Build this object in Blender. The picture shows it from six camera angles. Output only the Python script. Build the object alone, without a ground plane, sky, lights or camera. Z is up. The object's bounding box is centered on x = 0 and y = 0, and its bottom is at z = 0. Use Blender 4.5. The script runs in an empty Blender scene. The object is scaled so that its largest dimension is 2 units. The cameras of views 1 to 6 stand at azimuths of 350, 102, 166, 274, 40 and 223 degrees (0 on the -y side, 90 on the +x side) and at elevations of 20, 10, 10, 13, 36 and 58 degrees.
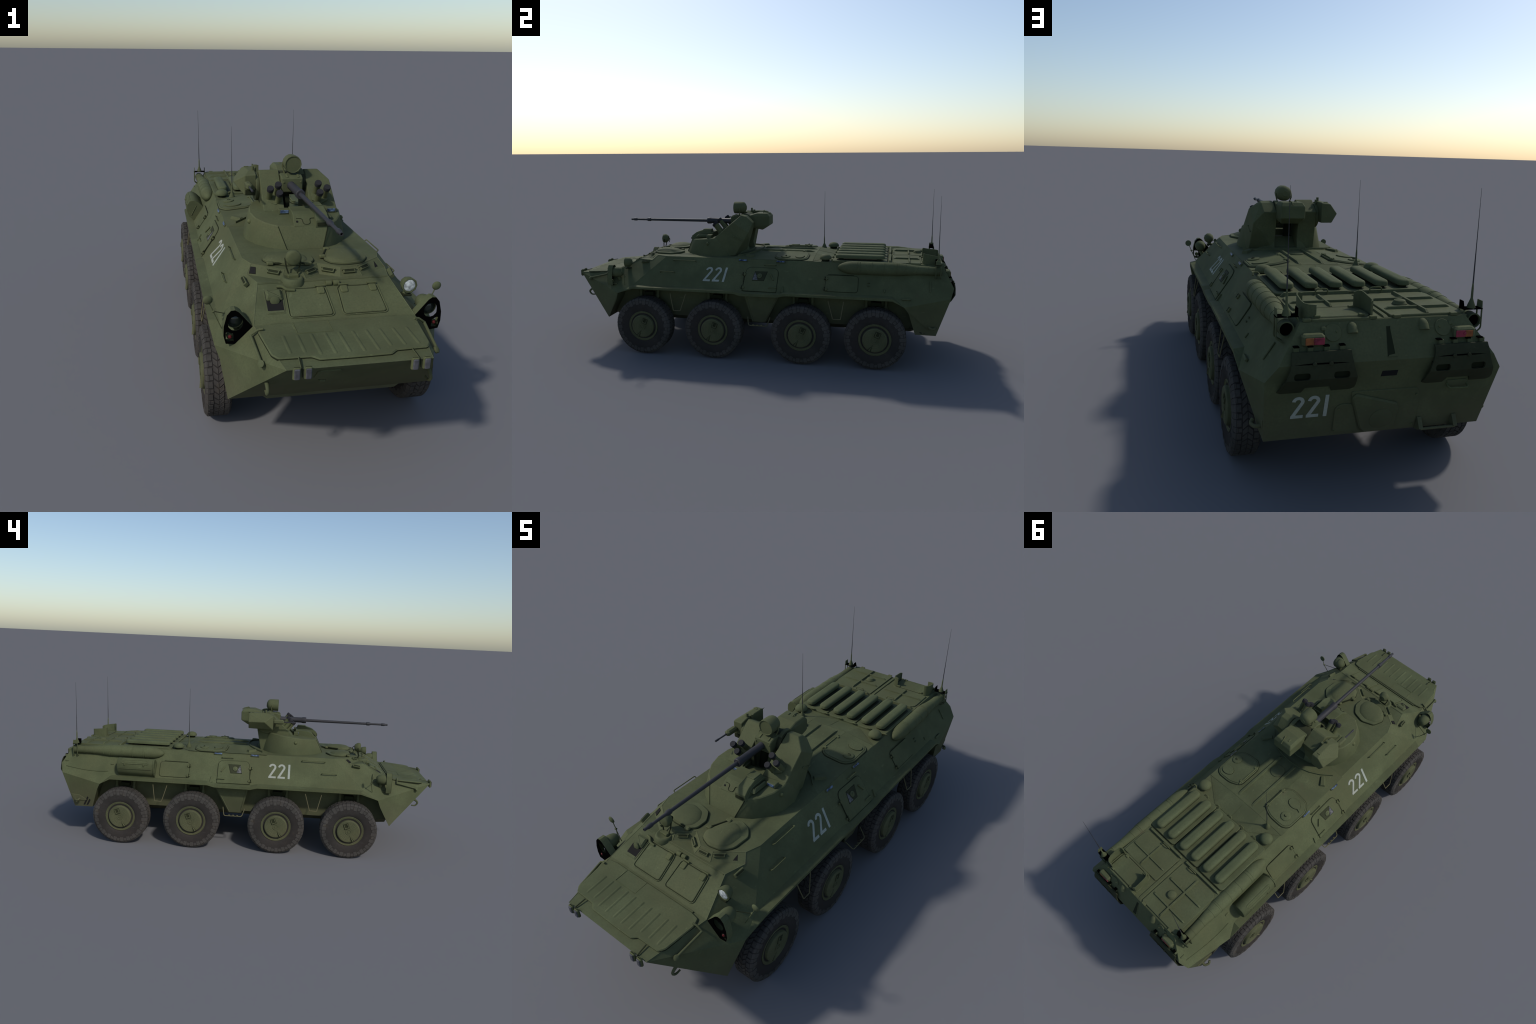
"""Eight-wheeled armoured personnel carrier with a gun turret.
Frame: metres, z up, nose towards -y, 2 m long."""
import bpy, bmesh, math
from mathutils import Vector, Matrix

V = Vector
PI = math.pi

# ------------------------------------------------------------------ materials
def make_mat(name, col, rough=0.65, metal=0.0, spec=0.3):
    m = bpy.data.materials.new(name)
    m.use_nodes = True
    b = m.node_tree.nodes["Principled BSDF"]
    b.inputs["Base Color"].default_value = (*col, 1)
    b.inputs["Roughness"].default_value = rough
    b.inputs["Metallic"].default_value = metal
    b.inputs["Specular IOR Level"].default_value = spec
    return m


def weathered(name, col, mottle=0.16, grain=0.10, stain=0.35, dust=0.0, rough=0.7,
              dust_col=(0.085, 0.075, 0.05), bump=0.12, spec=0.06):
    """Painted steel: broad mottling, fine grain, sparse brown stains, pale scratches, optional road dust low down."""
    m = make_mat(name, col, rough, 0, spec)
    nt = m.node_tree
    N, L = nt.nodes, nt.links
    b = N["Principled BSDF"]
    tc = N.new("ShaderNodeTexCoord")

    def noise(scale, detail=4, rgh=0.6, vec=None):
        n = N.new("ShaderNodeTexNoise")
        n.inputs["Scale"].default_value = scale
        n.inputs["Detail"].default_value = detail
        n.inputs["Roughness"].default_value = rgh
        L.new(vec or tc.outputs["Object"], n.inputs["Vector"])
        return n.outputs["Fac"]

    def ramp(src, lo, hi):
        r = N.new("ShaderNodeMapRange")
        r.interpolation_type = "SMOOTHSTEP"
        r.inputs["From Min"].default_value = lo
        r.inputs["From Max"].default_value = hi
        L.new(src, r.inputs["Value"])
        return r.outputs["Result"]

    def mix(fac, a, c, amount=1.0):
        x = N.new("ShaderNodeMix")
        x.data_type = "RGBA"
        if amount != 1.0:
            k = N.new("ShaderNodeMath")
            k.operation = "MULTIPLY"
            k.inputs[1].default_value = amount
            L.new(fac, k.inputs[0])
            fac = k.outputs[0]
        L.new(fac, x.inputs["Factor"])
        if isinstance(a, tuple):
            x.inputs["A"].default_value = (*a, 1)
        else:
            L.new(a, x.inputs["A"])
        x.inputs["B"].default_value = (*c, 1)
        return x.outputs["Result"]

    lo = tuple(c * (1 - mottle) for c in col)
    hi = tuple(c * (1 + mottle) for c in col)
    c = mix(ramp(noise(9, 5), 0.3, 0.7), lo, hi)
    # slow drift between a browner and a greener olive
    c = mix(ramp(noise(3.1, 3), 0.42, 0.66), c, (col[0] * 1.08, col[1] * 0.98, col[2] * 0.96), 0.6)
    c = mix(ramp(noise(170, 3, 0.7), 0.35, 0.75), c, tuple(x * (1 - 2.2 * grain) for x in col), 0.6)
    # sparse brownish stains and a few pale scuffs
    c = mix(ramp(noise(23, 6, 0.7), 0.58, 0.74), c, (0.088, 0.070, 0.045), stain)
    mp = N.new("ShaderNodeMapping")
    mp.inputs["Scale"].default_value = (1.0, 0.35, 1.6)
    mp.inputs["Rotation"].default_value = (0.5, 0.3, 0.7)
    L.new(tc.outputs["Object"], mp.inputs["Vector"])
    c = mix(ramp(noise(60, 2, 0.5, mp.outputs["Vector"]), 0.70, 0.76), c, tuple(min(1, x * 1.5) for x in col), 0.45)
    if dust:
        s = N.new("ShaderNodeSeparateXYZ")
        L.new(tc.outputs["Object"], s.inputs["Vector"])
        h = N.new("ShaderNodeMath")
        h.operation = "MULTIPLY_ADD"
        L.new(noise(14, 6, 0.75), h.inputs[0])
        h.inputs[1].default_value = 0.22
        L.new(s.outputs["Z"], h.inputs[2])
        r = N.new("ShaderNodeMapRange")
        r.inputs["From Min"].default_value = 0.44
        r.inputs["From Max"].default_value = 0.28
        L.new(h.outputs[0], r.inputs["Value"])
        c = mix(r.outputs["Result"], c, dust_col, dust)
    L.new(c, b.inputs["Base Color"])
    bp = N.new("ShaderNodeBump")
    bp.inputs["Strength"].default_value = bump
    bp.inputs["Distance"].default_value = 0.002
    L.new(noise(120, 4, 0.7), bp.inputs["Height"])
    L.new(bp.outputs["Normal"], b.inputs["Normal"])
    return m


CLIP_OUTLINE = make_mat("clip_outline_dark", (0.030, 0.033, 0.017), 0.85, spec=0.1)
GREEN_COL = (0.0850, 0.0975, 0.0495)
GREEN = weathered("olive_paint", GREEN_COL, dust=0.45)
GREEN_HI = weathered("olive_paint_fitting", (0.092, 0.104, 0.05), mottle=0.2, stain=0.5)
LOUVRE = weathered("olive_paint_louvre", (0.087, 0.102, 0.052), mottle=0.12, stain=0.12)
EDGE = weathered("edge_highlight_tint", (0.105, 0.118, 0.062), mottle=0.25, stain=0.5)
DARK_GREEN = weathered("dark_olive", (0.037, 0.042, 0.023), mottle=0.15, stain=0.1)
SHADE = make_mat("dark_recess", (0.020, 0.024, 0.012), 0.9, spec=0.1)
BLACK = make_mat("black_void", (0.002, 0.002, 0.002), 0.95, spec=0.0)
CHAR = make_mat("near_black", (0.015, 0.0145, 0.0135), 0.9, spec=0.1)
GUN = weathered("gun_steel", (0.034, 0.034, 0.037), mottle=0.08, grain=0.05, stain=0.05, rough=0.55, bump=0.03, spec=0.2)
GUN_CAP = weathered("black_cap", (0.026, 0.026, 0.028), mottle=0.08, grain=0.05, stain=0.0, rough=0.7, bump=0.03)
WHITE = weathered("white_marking", (0.31, 0.335, 0.285), mottle=0.12, stain=0.1, bump=0.05)
TYRE = weathered("tyre_rubber", (0.060, 0.053, 0.046), mottle=0.2, stain=0.3, rough=0.9, bump=0.2, spec=0.15)
TYRE_DARK = weathered("tyre_groove", (0.038, 0.035, 0.032), mottle=0.2, stain=0.25, rough=0.95, bump=0.2, spec=0.05)
TREAD = weathered("tyre_tread", (0.066, 0.062, 0.056), mottle=0.25, stain=0.4, rough=0.9, bump=0.2, spec=0.05)
WHEELPAINT = weathered("wheel_paint", (0.088, 0.093, 0.050), mottle=0.2, stain=0.6, rough=0.65)
STRAP = weathered("bare_bracket", (0.115, 0.108, 0.06), mottle=0.2, stain=0.4)


def glass_mat(name, a, c, scale, rough=0.12):
    m = make_mat(name, a, rough, 0, 0.25)
    nt = m.node_tree
    tc = nt.nodes.new("ShaderNodeTexCoord")
    n = nt.nodes.new("ShaderNodeTexNoise")
    n.inputs["Scale"].default_value = scale
    r = nt.nodes.new("ShaderNodeValToRGB")
    r.color_ramp.elements[0].color = (*a, 1)
    r.color_ramp.elements[0].position = 0.38
    r.color_ramp.elements[1].color = (*c, 1)
    r.color_ramp.elements[1].position = 0.62
    nt.links.new(tc.outputs["Object"], n.inputs["Vector"])
    nt.links.new(n.outputs["Fac"], r.inputs["Fac"])
    nt.links.new(r.outputs["Color"], nt.nodes["Principled BSDF"].inputs["Base Color"])
    return m


LENS = glass_mat("headlamp_glass", (0.25, 0.27, 0.27), (0.55, 0.58, 0.58), 90)
BLUE = glass_mat("periscope_glass", (0.010, 0.018, 0.045), (0.12, 0.18, 0.28), 60, 0.45)
GREYGLASS = glass_mat("window_glass", (0.06, 0.06, 0.06), (0.13, 0.13, 0.13), 110, 0.6)
REFLECT = glass_mat("grey_reflector", (0.050, 0.050, 0.056), (0.085, 0.085, 0.094), 60, 0.5)
RED = glass_mat("red_lens", (0.15, 0.02, 0.03), (0.26, 0.03, 0.055), 60, 0.4)
DIMRED = make_mat("dim_red_lens", (0.10, 0.012, 0.014), 0.5, 0, 0.2)
AMBER = glass_mat("amber_lens", (0.20, 0.065, 0.025), (0.29, 0.10, 0.03), 60, 0.3)
DARKGLASS = make_mat("lamp_glass_dark", (0.02, 0.027, 0.02), 0.15, 0, 0.5)

# ------------------------------------------------------------------ object helpers
COL = bpy.context.scene.collection
ROOT = bpy.data.objects.new("armoured_carrier", None)
COL.objects.link(ROOT)
ROOT["label"] = "olive green eight-wheeled armoured carrier with gun turret"
ROOT["category"] = "armoured vehicle"


def link(name, me, parent=None, matrix=None, stuff=False):
    o = bpy.data.objects.new(name, me)
    COL.objects.link(o)
    o.parent = parent or ROOT
    if matrix is not None:
        o.matrix_local = matrix
    if stuff:
        o["kind"] = "stuff"
    return o


def finish(name, bm, mat, parent=None, angle=35, matrix=None, stuff=False, keep=False, recalc=True):
    """bmesh -> object; smooth shading with creases sharper than `angle` degrees."""
    if recalc:
        bmesh.ops.recalc_face_normals(bm, faces=bm.faces)
    lim = math.radians(angle)
    for f in bm.faces:
        f.smooth = True
    for e in bm.edges:
        if len(e.link_faces) == 2 and e.calc_face_angle(0) > lim:
            e.smooth = False
    me = bpy.data.meshes.new(name)
    bm.to_mesh(me)
    bm.free()
    for mm in (mat if isinstance(mat, (list, tuple)) else [mat]):
        me.materials.append(mm)
    return me if keep else link(name, me, parent, matrix, stuff)


def add_poly(bm, rings, close_ends=True, mi=0):
    """Loft closed rings of equal length."""
    vs = [[bm.verts.new(p) for p in r] for r in rings]
    n = len(vs[0])
    for a, b in zip(vs, vs[1:]):
        for i in range(n):
            f = bm.faces.new((a[i], a[(i + 1) % n], b[(i + 1) % n], b[i]))
            f.material_index = mi
    if close_ends:
        bm.faces.new(list(reversed(vs[0]))).material_index = mi
        bm.faces.new(vs[-1]).material_index = mi
    return vs


def poly_normal(pts):
    n = V((0, 0, 0))
    for a, b in zip(pts, pts[1:] + pts[:1]):
        n += V(a).cross(V(b))
    return n.normalized()


def inset(pts, n, d):
    """Inset a planar outline by d."""
    out, k = [], len(pts)
    s = 1 if poly_normal(pts).dot(n) > 0 else -1
    for i in range(k):
        p0, p1, p2 = V(pts[i - 1]), V(pts[i]), V(pts[(i + 1) % k])
        a, b = (p1 - p0).normalized(), (p2 - p1).normalized()
        na, nb = n.cross(a) * s, n.cross(b) * s
        m = na + nb
        q = m.dot(na)
        out.append(p1 + (m * (d / q) if abs(q) > 0.3 else na * d))
    return out


def rounded(pts, r, seg=4):
    """Round the corners of a closed outline."""
    out, k = [], len(pts)
    for i in range(k):
        p0, p1, p2 = V(pts[i - 1]), V(pts[i]), V(pts[(i + 1) % k])
        ri = r[i] if isinstance(r, (list, tuple)) else r
        a, b = p0 - p1, p2 - p1
        t = min(ri, a.length * 0.49, b.length * 0.49)
        if t < 1e-5:
            out.append(p1)
            continue
        s, e = p1 + a.normalized() * t, p1 + b.normalized() * t
        for j in range(seg + 1):
            u = j / seg
            out.append(s * (1 - u) ** 2 + p1 * 2 * u * (1 - u) + e * u * u)
    return out


def add_plate(bm, pts, n, h, chamfer=0.001, base=-0.002, mi=0):
    pts = [V(p) for p in pts]
    n = V(n).normalized()
    c = min(chamfer, abs(h) * 0.8)
    add_poly(bm, [[p + n * base for p in pts], [p + n * (h - c) for p in pts], [p + n * h for p in inset(pts, n, c)]], mi=mi)


def plate(name, pts, n, h, mat=None, parent=None, chamfer=0.001, base=-0.002, angle=30, stuff=False):
    bm = bmesh.new()
    add_plate(bm, pts, n, h, chamfer, base)
    return finish(name, bm, mat or GREEN, parent, angle, stuff=stuff)


def add_box(bm, c, size, axes=None, chamfer=0.0015, mi=0, taper=(1, 1)):
    """Box about c; axes = three unit vectors; taper scales the +third-axis end."""
    ax = axes or (V((1, 0, 0)), V((0, 1, 0)), V((0, 0, 1)))
    c = V(c)
    hx, hy, hz = (s / 2 for s in size)
    q = min(chamfer, hx * 0.6, hy * 0.6, hz * 0.6)

    def ring(sx, sy, z):
        return [c + ax[0] * (i * sx) + ax[1] * (j * sy) + ax[2] * z for i, j in ((-1, -1), (1, -1), (1, 1), (-1, 1))]

    def oct_ring(sx, sy, z):
        return [c + ax[0] * x + ax[1] * y + ax[2] * z for x, y in
                ((-sx + q, -sy), (sx - q, -sy), (sx, -sy + q), (sx, sy - q), (sx - q, sy), (-sx + q, sy), (-sx, sy - q), (-sx, -sy + q))]
    tx, ty = hx * taper[0], hy * taper[1]
    add_poly(bm, [oct_ring(hx - q, hy - q, -hz), oct_ring(hx, hy, -hz + q), oct_ring(tx, ty, hz - q), oct_ring(tx - q, ty - q, hz)], mi=mi)


def box(name, c, size, mat=None, parent=None, axes=None, chamfer=0.0015, taper=(1, 1)):
    bm = bmesh.new()
    add_box(bm, c, size, axes, chamfer, 0, taper)
    return finish(name, bm, mat or GREEN, parent, 20)


def frame_of(d, up=V((0, 0, 1))):
    d = V(d).normalized()
    if abs(d.dot(up)) > 0.98:
        up = V((0, 1, 0))
    x = up.cross(d).normalized()
    return x, d.cross(x).normalized(), d


def add_lathe(bm, prof, origin, axis, seg=24, mi=0, spin=0.0, ends=True):
    """prof: (radius, distance along axis)."""
    x, y, d = frame_of(axis)
    o = V(origin)
    rings = []
    for r, h in prof:
        r = max(r, 1e-4)
        rings.append([o + d * h + x * (r * math.cos(spin + 2 * PI * i / seg)) + y * (r * math.sin(spin + 2 * PI * i / seg)) for i in range(seg)])
    add_poly(bm, rings, ends, mi)


def lathe(name, prof, origin, axis, mat=None, parent=None, seg=24, angle=35, spin=0.0):
    bm = bmesh.new()
    add_lathe(bm, prof, origin, axis, seg, 0, spin)
    return finish(name, bm, mat or GREEN, parent, angle)


def add_tube(bm, pts, r, seg=8, mi=0, closed=False):
    pts = [V(p) for p in pts]
    k = len(pts)
    rs = r if isinstance(r, (list, tuple)) else [r] * k
    up = None
    rings = []
    for i in range(k):
        a = pts[i] - pts[i - 1] if i > 0 else pts[1] - pts[0]
        b = pts[i + 1] - pts[i] if i < k - 1 else pts[-1] - pts[-2]
        t = (a.normalized() + b.normalized()).normalized()
        if up is None:
            up = frame_of(t)[0]
        up = (up - t * up.dot(t)).normalized()
        w = t.cross(up)
        s = 1 / max(0.5, t.dot(b.normalized()))
        rings.append([pts[i] + (up * math.cos(2 * PI * j / seg) + w * math.sin(2 * PI * j / seg)) * rs[i] * s for j in range(seg)])
    add_poly(bm, rings, True, mi)


def tube(name, pts, r, mat=None, parent=None, seg=8):
    bm = bmesh.new()
    add_tube(bm, pts, r, seg)
    return finish(name, bm, mat or GREEN, parent, 50)


def bent(pts, r, seg=4):
    """Open polyline with rounded inner corners."""
    out = [V(pts[0])]
    for a, b, c in zip(pts, pts[1:], pts[2:]):
        a, b, c = V(a), V(b), V(c)
        t = min(r, (a - b).length * 0.45, (c - b).length * 0.45)
        s, e = b + (a - b).normalized() * t, b + (c - b).normalized() * t
        for j in range(seg + 1):
            u = j / seg
            out.append(s * (1 - u) ** 2 + b * 2 * u * (1 - u) + e * u * u)
    out.append(V(pts[-1]))
    return out


def convex(name, pts, mat=None, parent=None, chamfer=0.0, angle=12):
    bm = bmesh.new()
    for p in pts:
        bm.verts.new(p)
    bmesh.ops.convex_hull(bm, input=bm.verts)
    bmesh.ops.dissolve_limit(bm, angle_limit=math.radians(3), verts=bm.verts, edges=bm.edges)
    if chamfer:
        es = [e for e in bm.edges if len(e.link_faces) == 2 and e.calc_face_angle(0) > 0.35]
        bmesh.ops.bevel(bm, geom=es, offset=chamfer, segments=1, affect="EDGES")
    return finish(name, bm, mat or GREEN, parent, angle)


def cut(obj, pts, mat=None):
    bm = bmesh.new()
    for p in pts:
        bm.verts.new(p)
    bmesh.ops.convex_hull(bm, input=bm.verts)
    me = bpy.data.meshes.new("cutter")
    bm.to_mesh(me)
    bm.free()
    c = bpy.data.objects.new("cutter", me)
    COL.objects.link(c)
    md = obj.modifiers.new("slot", "BOOLEAN")
    md.object, md.operation, md.solver = c, "DIFFERENCE", "EXACT"
    dg = bpy.context.evaluated_depsgraph_get()
    new = bpy.data.meshes.new_from_object(obj.evaluated_get(dg))
    obj.modifiers.clear()
    obj.data = new
    bpy.data.objects.remove(c)
    bm = bmesh.new()
    bm.from_mesh(new)
    for f in bm.faces:
        f.smooth = True
    for e in bm.edges:
        e.smooth = not (len(e.link_faces) != 2 or e.calc_face_angle(0) > math.radians(20))
    bm.to_mesh(new)
    bm.free()
    new.materials.clear()
    new.materials.append(mat or GREEN)

# ------------------------------------------------------------------ hull surfaces
SLOPE = (0.325 - 0.23) / (0.497 - 0.357)
def side(s, y, z):
    return V((s * (0.23 + (0.497 - z) * SLOPE), y, z))
def side_n(s):
    return V((s, 0, SLOPE)).normalized()
def side_up(s):
    return V((-s * SLOPE, 0, 1)).normalized()
def rear_up(x, z):
    return V((x, 0.987 + (z - 0.401) * (0.938 - 0.987) / (0.494 - 0.401), z))
REAR_UP_N = V((0, 0.093, 0.049)).normalized()
def rear_low(x, z):
    return V((x, 0.913 + (z - 0.171) * 0.074 / 0.230, z))
REAR_LOW_N = V((0, 0.230, -0.074)).normalized()
def glacis(x, y):
    return V((x, y, 0.474 + (y + 0.625) * (0.074 / 0.138)))
GLACIS_N = V((0, -0.074, 0.138)).normalized()
def nose(x, y):
    return V((x, y, 0.401 + (y + 0.763) * (0.017 / 0.219)))
NOSE_N = V((0, -0.017, 0.219)).normalized()
def front(x, z):
    return V((x, -0.985 + (0.384 - z) * 0.215 / 0.212, z))
FRONT_N = V((0, -0.212, -0.215)).normalized()
ROOF = 0.497
def roof(x, y, h=0.0):
    return V((x, y, ROOF + h))
UP = V((0, 0, 1))

def roof_z(x, y):
    kx = min(1, max(0, (.232 - abs(x)) / .14))
    ky = min(1, max(0, (y + .11) / .09)) * min(1, max(0, (.405 - y) / .095))
    return ROOF + .0160 * min(kx, ky)

# half outline points of the hull shell (x > 0)
P = dict(
    A=(0, -.546, .497), P1=(.063, -.590, .497), P2=(.117, -.586, .497), W=(.210, -.521, .497), J=(.23, -.464, .497), RT=(.23, .938, .494), R0=(0, .938, .494),
    a=(0, -.579, .472), p1=(.055, -.617, .474), p2=(.127, -.613, .473), w=(.228, -.547, .472), G=(.207, -.625, .474), G0=(0, -.625, .474),
    GL=(.242, -.763, .401), GL0=(0, -.763, .401), N=(.196, -.985, .384), N0=(0, -.985, .384), LF=(.318, -.770, .172), LF0=(0, -.770, .172),
    F4=(.348,-.697,.314), F3=(.325,-.620,.357), F1=(.357,-.605,.353), L1=(.357,-.608,.343),
    C5=(.3245, -.070, .3575), F5=(.357, -.070, .3535), L5=(.357, -.070, .341), C6=(.329, -.036, .350), F6=(.355, -.036, .345), L6=(.355, -.036, .331),
    C7=(.329, .155, .350), F7=(.355, .153, .345), L7=(.355, .153, .332), C8=(.3245, .190, .3575), F8=(.357, .189, .3535), L8=(.357, .189, .342),
    C9=(.3245, .706, .3575), F9=(.357, .707, .353), L9=(.357, .707, .341), F10=(.351, .762, .312),
    FA=(.334, -.713, .274), RA=(.328, .784, .277), RB=(.309, .817, .171), RL=(.311, .913, .171), RL0=(0, .913, .171),
    RC=(.325, .973, .357), RU=(.293, .987, .401), RU0=(0, .987, .401), RB0=(0, .817, .171),
)
for k in ("LF", "FA", "F4", "L1", "L5", "L6", "L7", "L8", "L9", "F10", "RA", "RB"):
    P["i" + k] = (0.235, P[k][1], P[k][2])
HALF = [
    "A P1 P2 W J RT R0", "A a p1 P1", "P1 p1 p2 P2", "P2 p2 w W", "a G0 G w p2 p1", "G0 GL0 GL G", "GL0 N0 N GL", "N0 LF0 LF N",
    "W w G GL N F4 F3 J", "N LF FA F4", "J F3 C5 C6 C7 C8 C9 F10 RC RU RT", "F3 F4 F1", "F3 F1 F5 C5", "C5 F5 F6 C6", "C6 F6 F7 C7", "C7 F7 F8 C8",
    "C8 F8 F9 C9", "C9 F9 F10", "F10 RA RB RL RC", "R0 RT RU RU0", "RU0 RU RC RL RL0", "RL0 RL RB RB0",
]
HALF += ["F4 L1 F1", "F1 L1 L5 F5", "F5 L5 L6 F6", "F6 L6 L7 F7", "F7 L7 L8 F8", "F8 L8 L9 F9", "F9 L9 F10"]
chain = ["LF", "FA", "F4", "L1", "L5", "L6", "L7", "L8", "L9", "F10", "RA", "RB"]
HALF += [f"{a} {b} i{b} i{a}" for a, b in zip(chain, chain[1:])]
HALF += ["LF0 iLF LF", "RB RB0 iRB"]


def build_hull():
    bm = bmesh.new()
    for s in (1, -1):
        cache = {k: bm.verts.new((s * p[0], p[1], p[2])) for k, p in P.items()}
        for f in HALF:
            vs = [cache[k] for k in f.split()]
            bm.faces.new(vs if s < 0 else vs[::-1])
    bmesh.ops.remove_doubles(bm, verts=bm.verts, dist=1e-5)
    bmesh.ops.recalc_face_normals(bm, faces=bm.faces)
    es = [e for e in bm.edges if len(e.link_faces) == 2 and e.calc_face_angle(0) > 0.2]
    bmesh.ops.bevel(bm, geom=es, offset=0.0018, segments=1, affect="EDGES", clamp_overlap=True)
    return finish("hull", bm, GREEN, None, 12)


HULL = build_hull()

# lower hull tub, with chamfered belly and sloped ends
bm = bmesh.new()
def tub_ring(y, z0, zc):
    return [V((x, y, z)) for x, z in ((-.245, .335), (.245, .335), (.245, zc), (.2, z0), (-.2, z0), (-.245, zc))]
add_poly(bm, [tub_ring(-.764, .158, .19), tub_ring(-.70, .153, .183), tub_ring(.80, .153, .183), tub_ring(.86, .176, .20)])
finish("lower_hull", bm, GREEN, None, 15)

# side step panels between the second and third wheels
for s in (1, -1):
    bm = bmesh.new()
    outline = [(.158, .335), (-.026, .335), (.011, .183), (.081, .183)]
    top = lambda y, z: V((s * (.316 - (.335 - z) * .2), y, z))
    add_plate(bm, [top(y, z) for y, z in outline], V((s, 0, -.2)), 0.0, 0.001, -0.10)
    pan = finish("side_step_panel", bm, GREEN, None, 15)
    tube("panel_rib", [top(.148, .330), top(.076, .185)], .003, GREEN, pan)
    tube("panel_rib", [top(-.016, .330), top(.016, .185)], .003, GREEN, pan)
    st = tube("foot_step", bent([(s * .305, .108, .215), (s * .338, .098, .178), (s * .338, .004, .178), (s * .305, -.008, .212)], .01), .0026, STRAP)
    for y in (.028, .049, .070):
        box("step_cleat", (s * .336, y, .181), (.010, .010, .006), STRAP, st)
    # V shaped mud strap hangers
    for y0, y1, y2, y3 in ((-.323, -.349, -.386, -.407), (.478, .465, .428, .403)):
        tube("strap_hanger", bent([(s * .345, y0, .325), (s * .36, y1, .240), (s * .36, y2, .240), (s * .345, y3, .325)], .003), .0022, STRAP)

# ------------------------------------------------------------------ wheels
TR, TXC = 0.1475, 0.3265      # tyre radius, tyre centre plane


def wheel_meshes(s):
    ax = V((s, 0, 0))
    o = V((0, 0, 0))

    def pt(r, a, h):
        return V((s * h, r * math.sin(a), r * math.cos(a)))
    # tyre carcass
    bm = bmesh.new()
    prof = [(.070, -.030), (.082, -.036), (.105, -.040), (.126, -.0395), (.136, -.0385), (.1458, -.0315), (.1458, .0325), (.137, .0390), (.126, .0402),
            (.112, .0405), (.095, .0395), (.083, .0365), (.078, .033)]
    add_lathe(bm, prof, o, ax, 56)
    tyre = finish("tyre", bm, TYRE_DARK, angle=40, keep=True)
    # raised blocks: shoulder lugs, chevron centre rows
    bm = bmesh.new()

    def block(r0, r1, hs, a0, a1, skew=0.0):
        """hs: two (axial, radius) edges; block raised from r0.. to r1 between angles"""
        (h0, q0), (h1, q1) = hs
        lo = [pt(q0 + r0, a0, h0), pt(q0 + r0, a1, h0), pt(q1 + r0, a1 + skew, h1), pt(q1 + r0, a0 + skew, h1)]
        hi = [pt(q0 + r1, a0 + .006, h0), pt(q0 + r1, a1 - .006, h0), pt(q1 + r1, a1 + skew - .006, h1), pt(q1 + r1, a0 + skew + .006, h1)]
        add_poly(bm, [lo, hi])
    n = 22
    st = 2 * PI / n
    for i in range(n):
        a = i * st
        for w in (1, -1):
            # long lug wraps over the shoulder onto the sidewall
            block(-.003, .0019, ((w * .0322, .1457), (w * .019, .1457)), a, a + st * .50)
            block(-.003, .0019, ((w * .0322, .1457), (w * .0285, .1457)), a + st * .56, a + st * .94)
            block(-.003, .0019, ((w * .0275, .1457), (w * .017, .1457)), a + st * .60, a + st * .92)
            for k in range(2):
                block(-.003, .0019, ((w * .0008, .1457), (w * .0150, .1457)), a + st * (.5 * k), a + st * (.5 * k + .42), st * .28)

            def wall(r_out, r_in, a0, a1, up):
                lo, hi = [], []
                for r, aa in ((r_out, a0), (r_out, a1), (r_in, a1), (r_in, a0)):
                    base = .0402 - .0012 * min(1, max(0, (r - .126) / .011)) - .0065 * max(0, (r - .137) / .0088)
                    lo.append(pt(r, aa, w * (base - .002)))
                    hi.append(pt(r, aa, w * (base + up)))
                add_poly(bm, [lo, hi])
            wall(.137, .116, a + .004, a + st * .52 - .004, .0020)
            wall(.1455, .1372, a + .004, a + st * .52 - .004, .0018)
            wall(.1455, .1375, a + st * .57, a + st * .96, .0013)
            wall(.1355, .1215, a + st * .57, a + st * .96, .0012)
    tread = finish("tread", bm, TREAD, angle=30, keep=True)
    # rim ring
    bm = bmesh.new()
    add_lathe(bm, [(.079, .028), (.0785, .0365), (.0765, .0372), (.0745, .0352), (.072, .0356), (.0685, .0345), (.0665, .0315), (.0635, .0305), (.0620, .020)], o, ax, 48)
    rim = finish("rim", bm, WHEELPAINT, angle=40, keep=True)
    # hub cap drum with concentric ridges, clip and wedge
    bm = bmesh.new()
    prof = [(.0605, .018), (.0600, .040), (.0585, .0440), (.0560, .0455)]
    r = .053
    while r > .019:
        prof += [(r, .0462), (r - .0020, .0454), (r - .0040, .0462)]
        r -= .0062
    prof += [(.0155, .0455), (.0150, .0478), (.0105, .0478), (.0100, .0460), (.0068, .0460), (.0062, .0480), (.0, .0480)]
    add_lathe(bm, prof, o, ax, 40)
    hub = finish("wheel", bm, WHEELPAINT, angle=25, keep=True)
    bm = bmesh.new()
    # U clip towards rear-top, wedge towards front-bottom
    c, u = V((s * .0468, .013, .028)), V((0, .35, .94)).normalized()
    w = V((0, .94, -.35))
    for q in (-.009, .009):
        add_box(bm, c + w * q, (.007, .0042, .022), (ax, w, u), .0008)
    add_box(bm, c - u * .009, (.007, .0225, .0055), (ax, w, u), .0008)
    u2 = V((0, -.50, -.87)).normalized()
    w2 = V((0, .87, -.50))
    c2 = V((s * .0475, -.017, -.037))
    add_poly(bm, [[c2 - u2 * .015 + w2 * t[0] + ax * t[1] for t in ((-.001, -.002), (.001, -.002), (.0, .0005))],
                  [c2 + u2 * .016 + w2 * t[0] + ax * t[1] for t in ((-.0060, -.003), (.0060, -.003), (-.001, .005))]])
    clip = finish("hub_clip", bm, WHEELPAINT, angle=25, keep=True)
    # flat dark seat around clip and wedge
    bm = bmesh.new()
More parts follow.
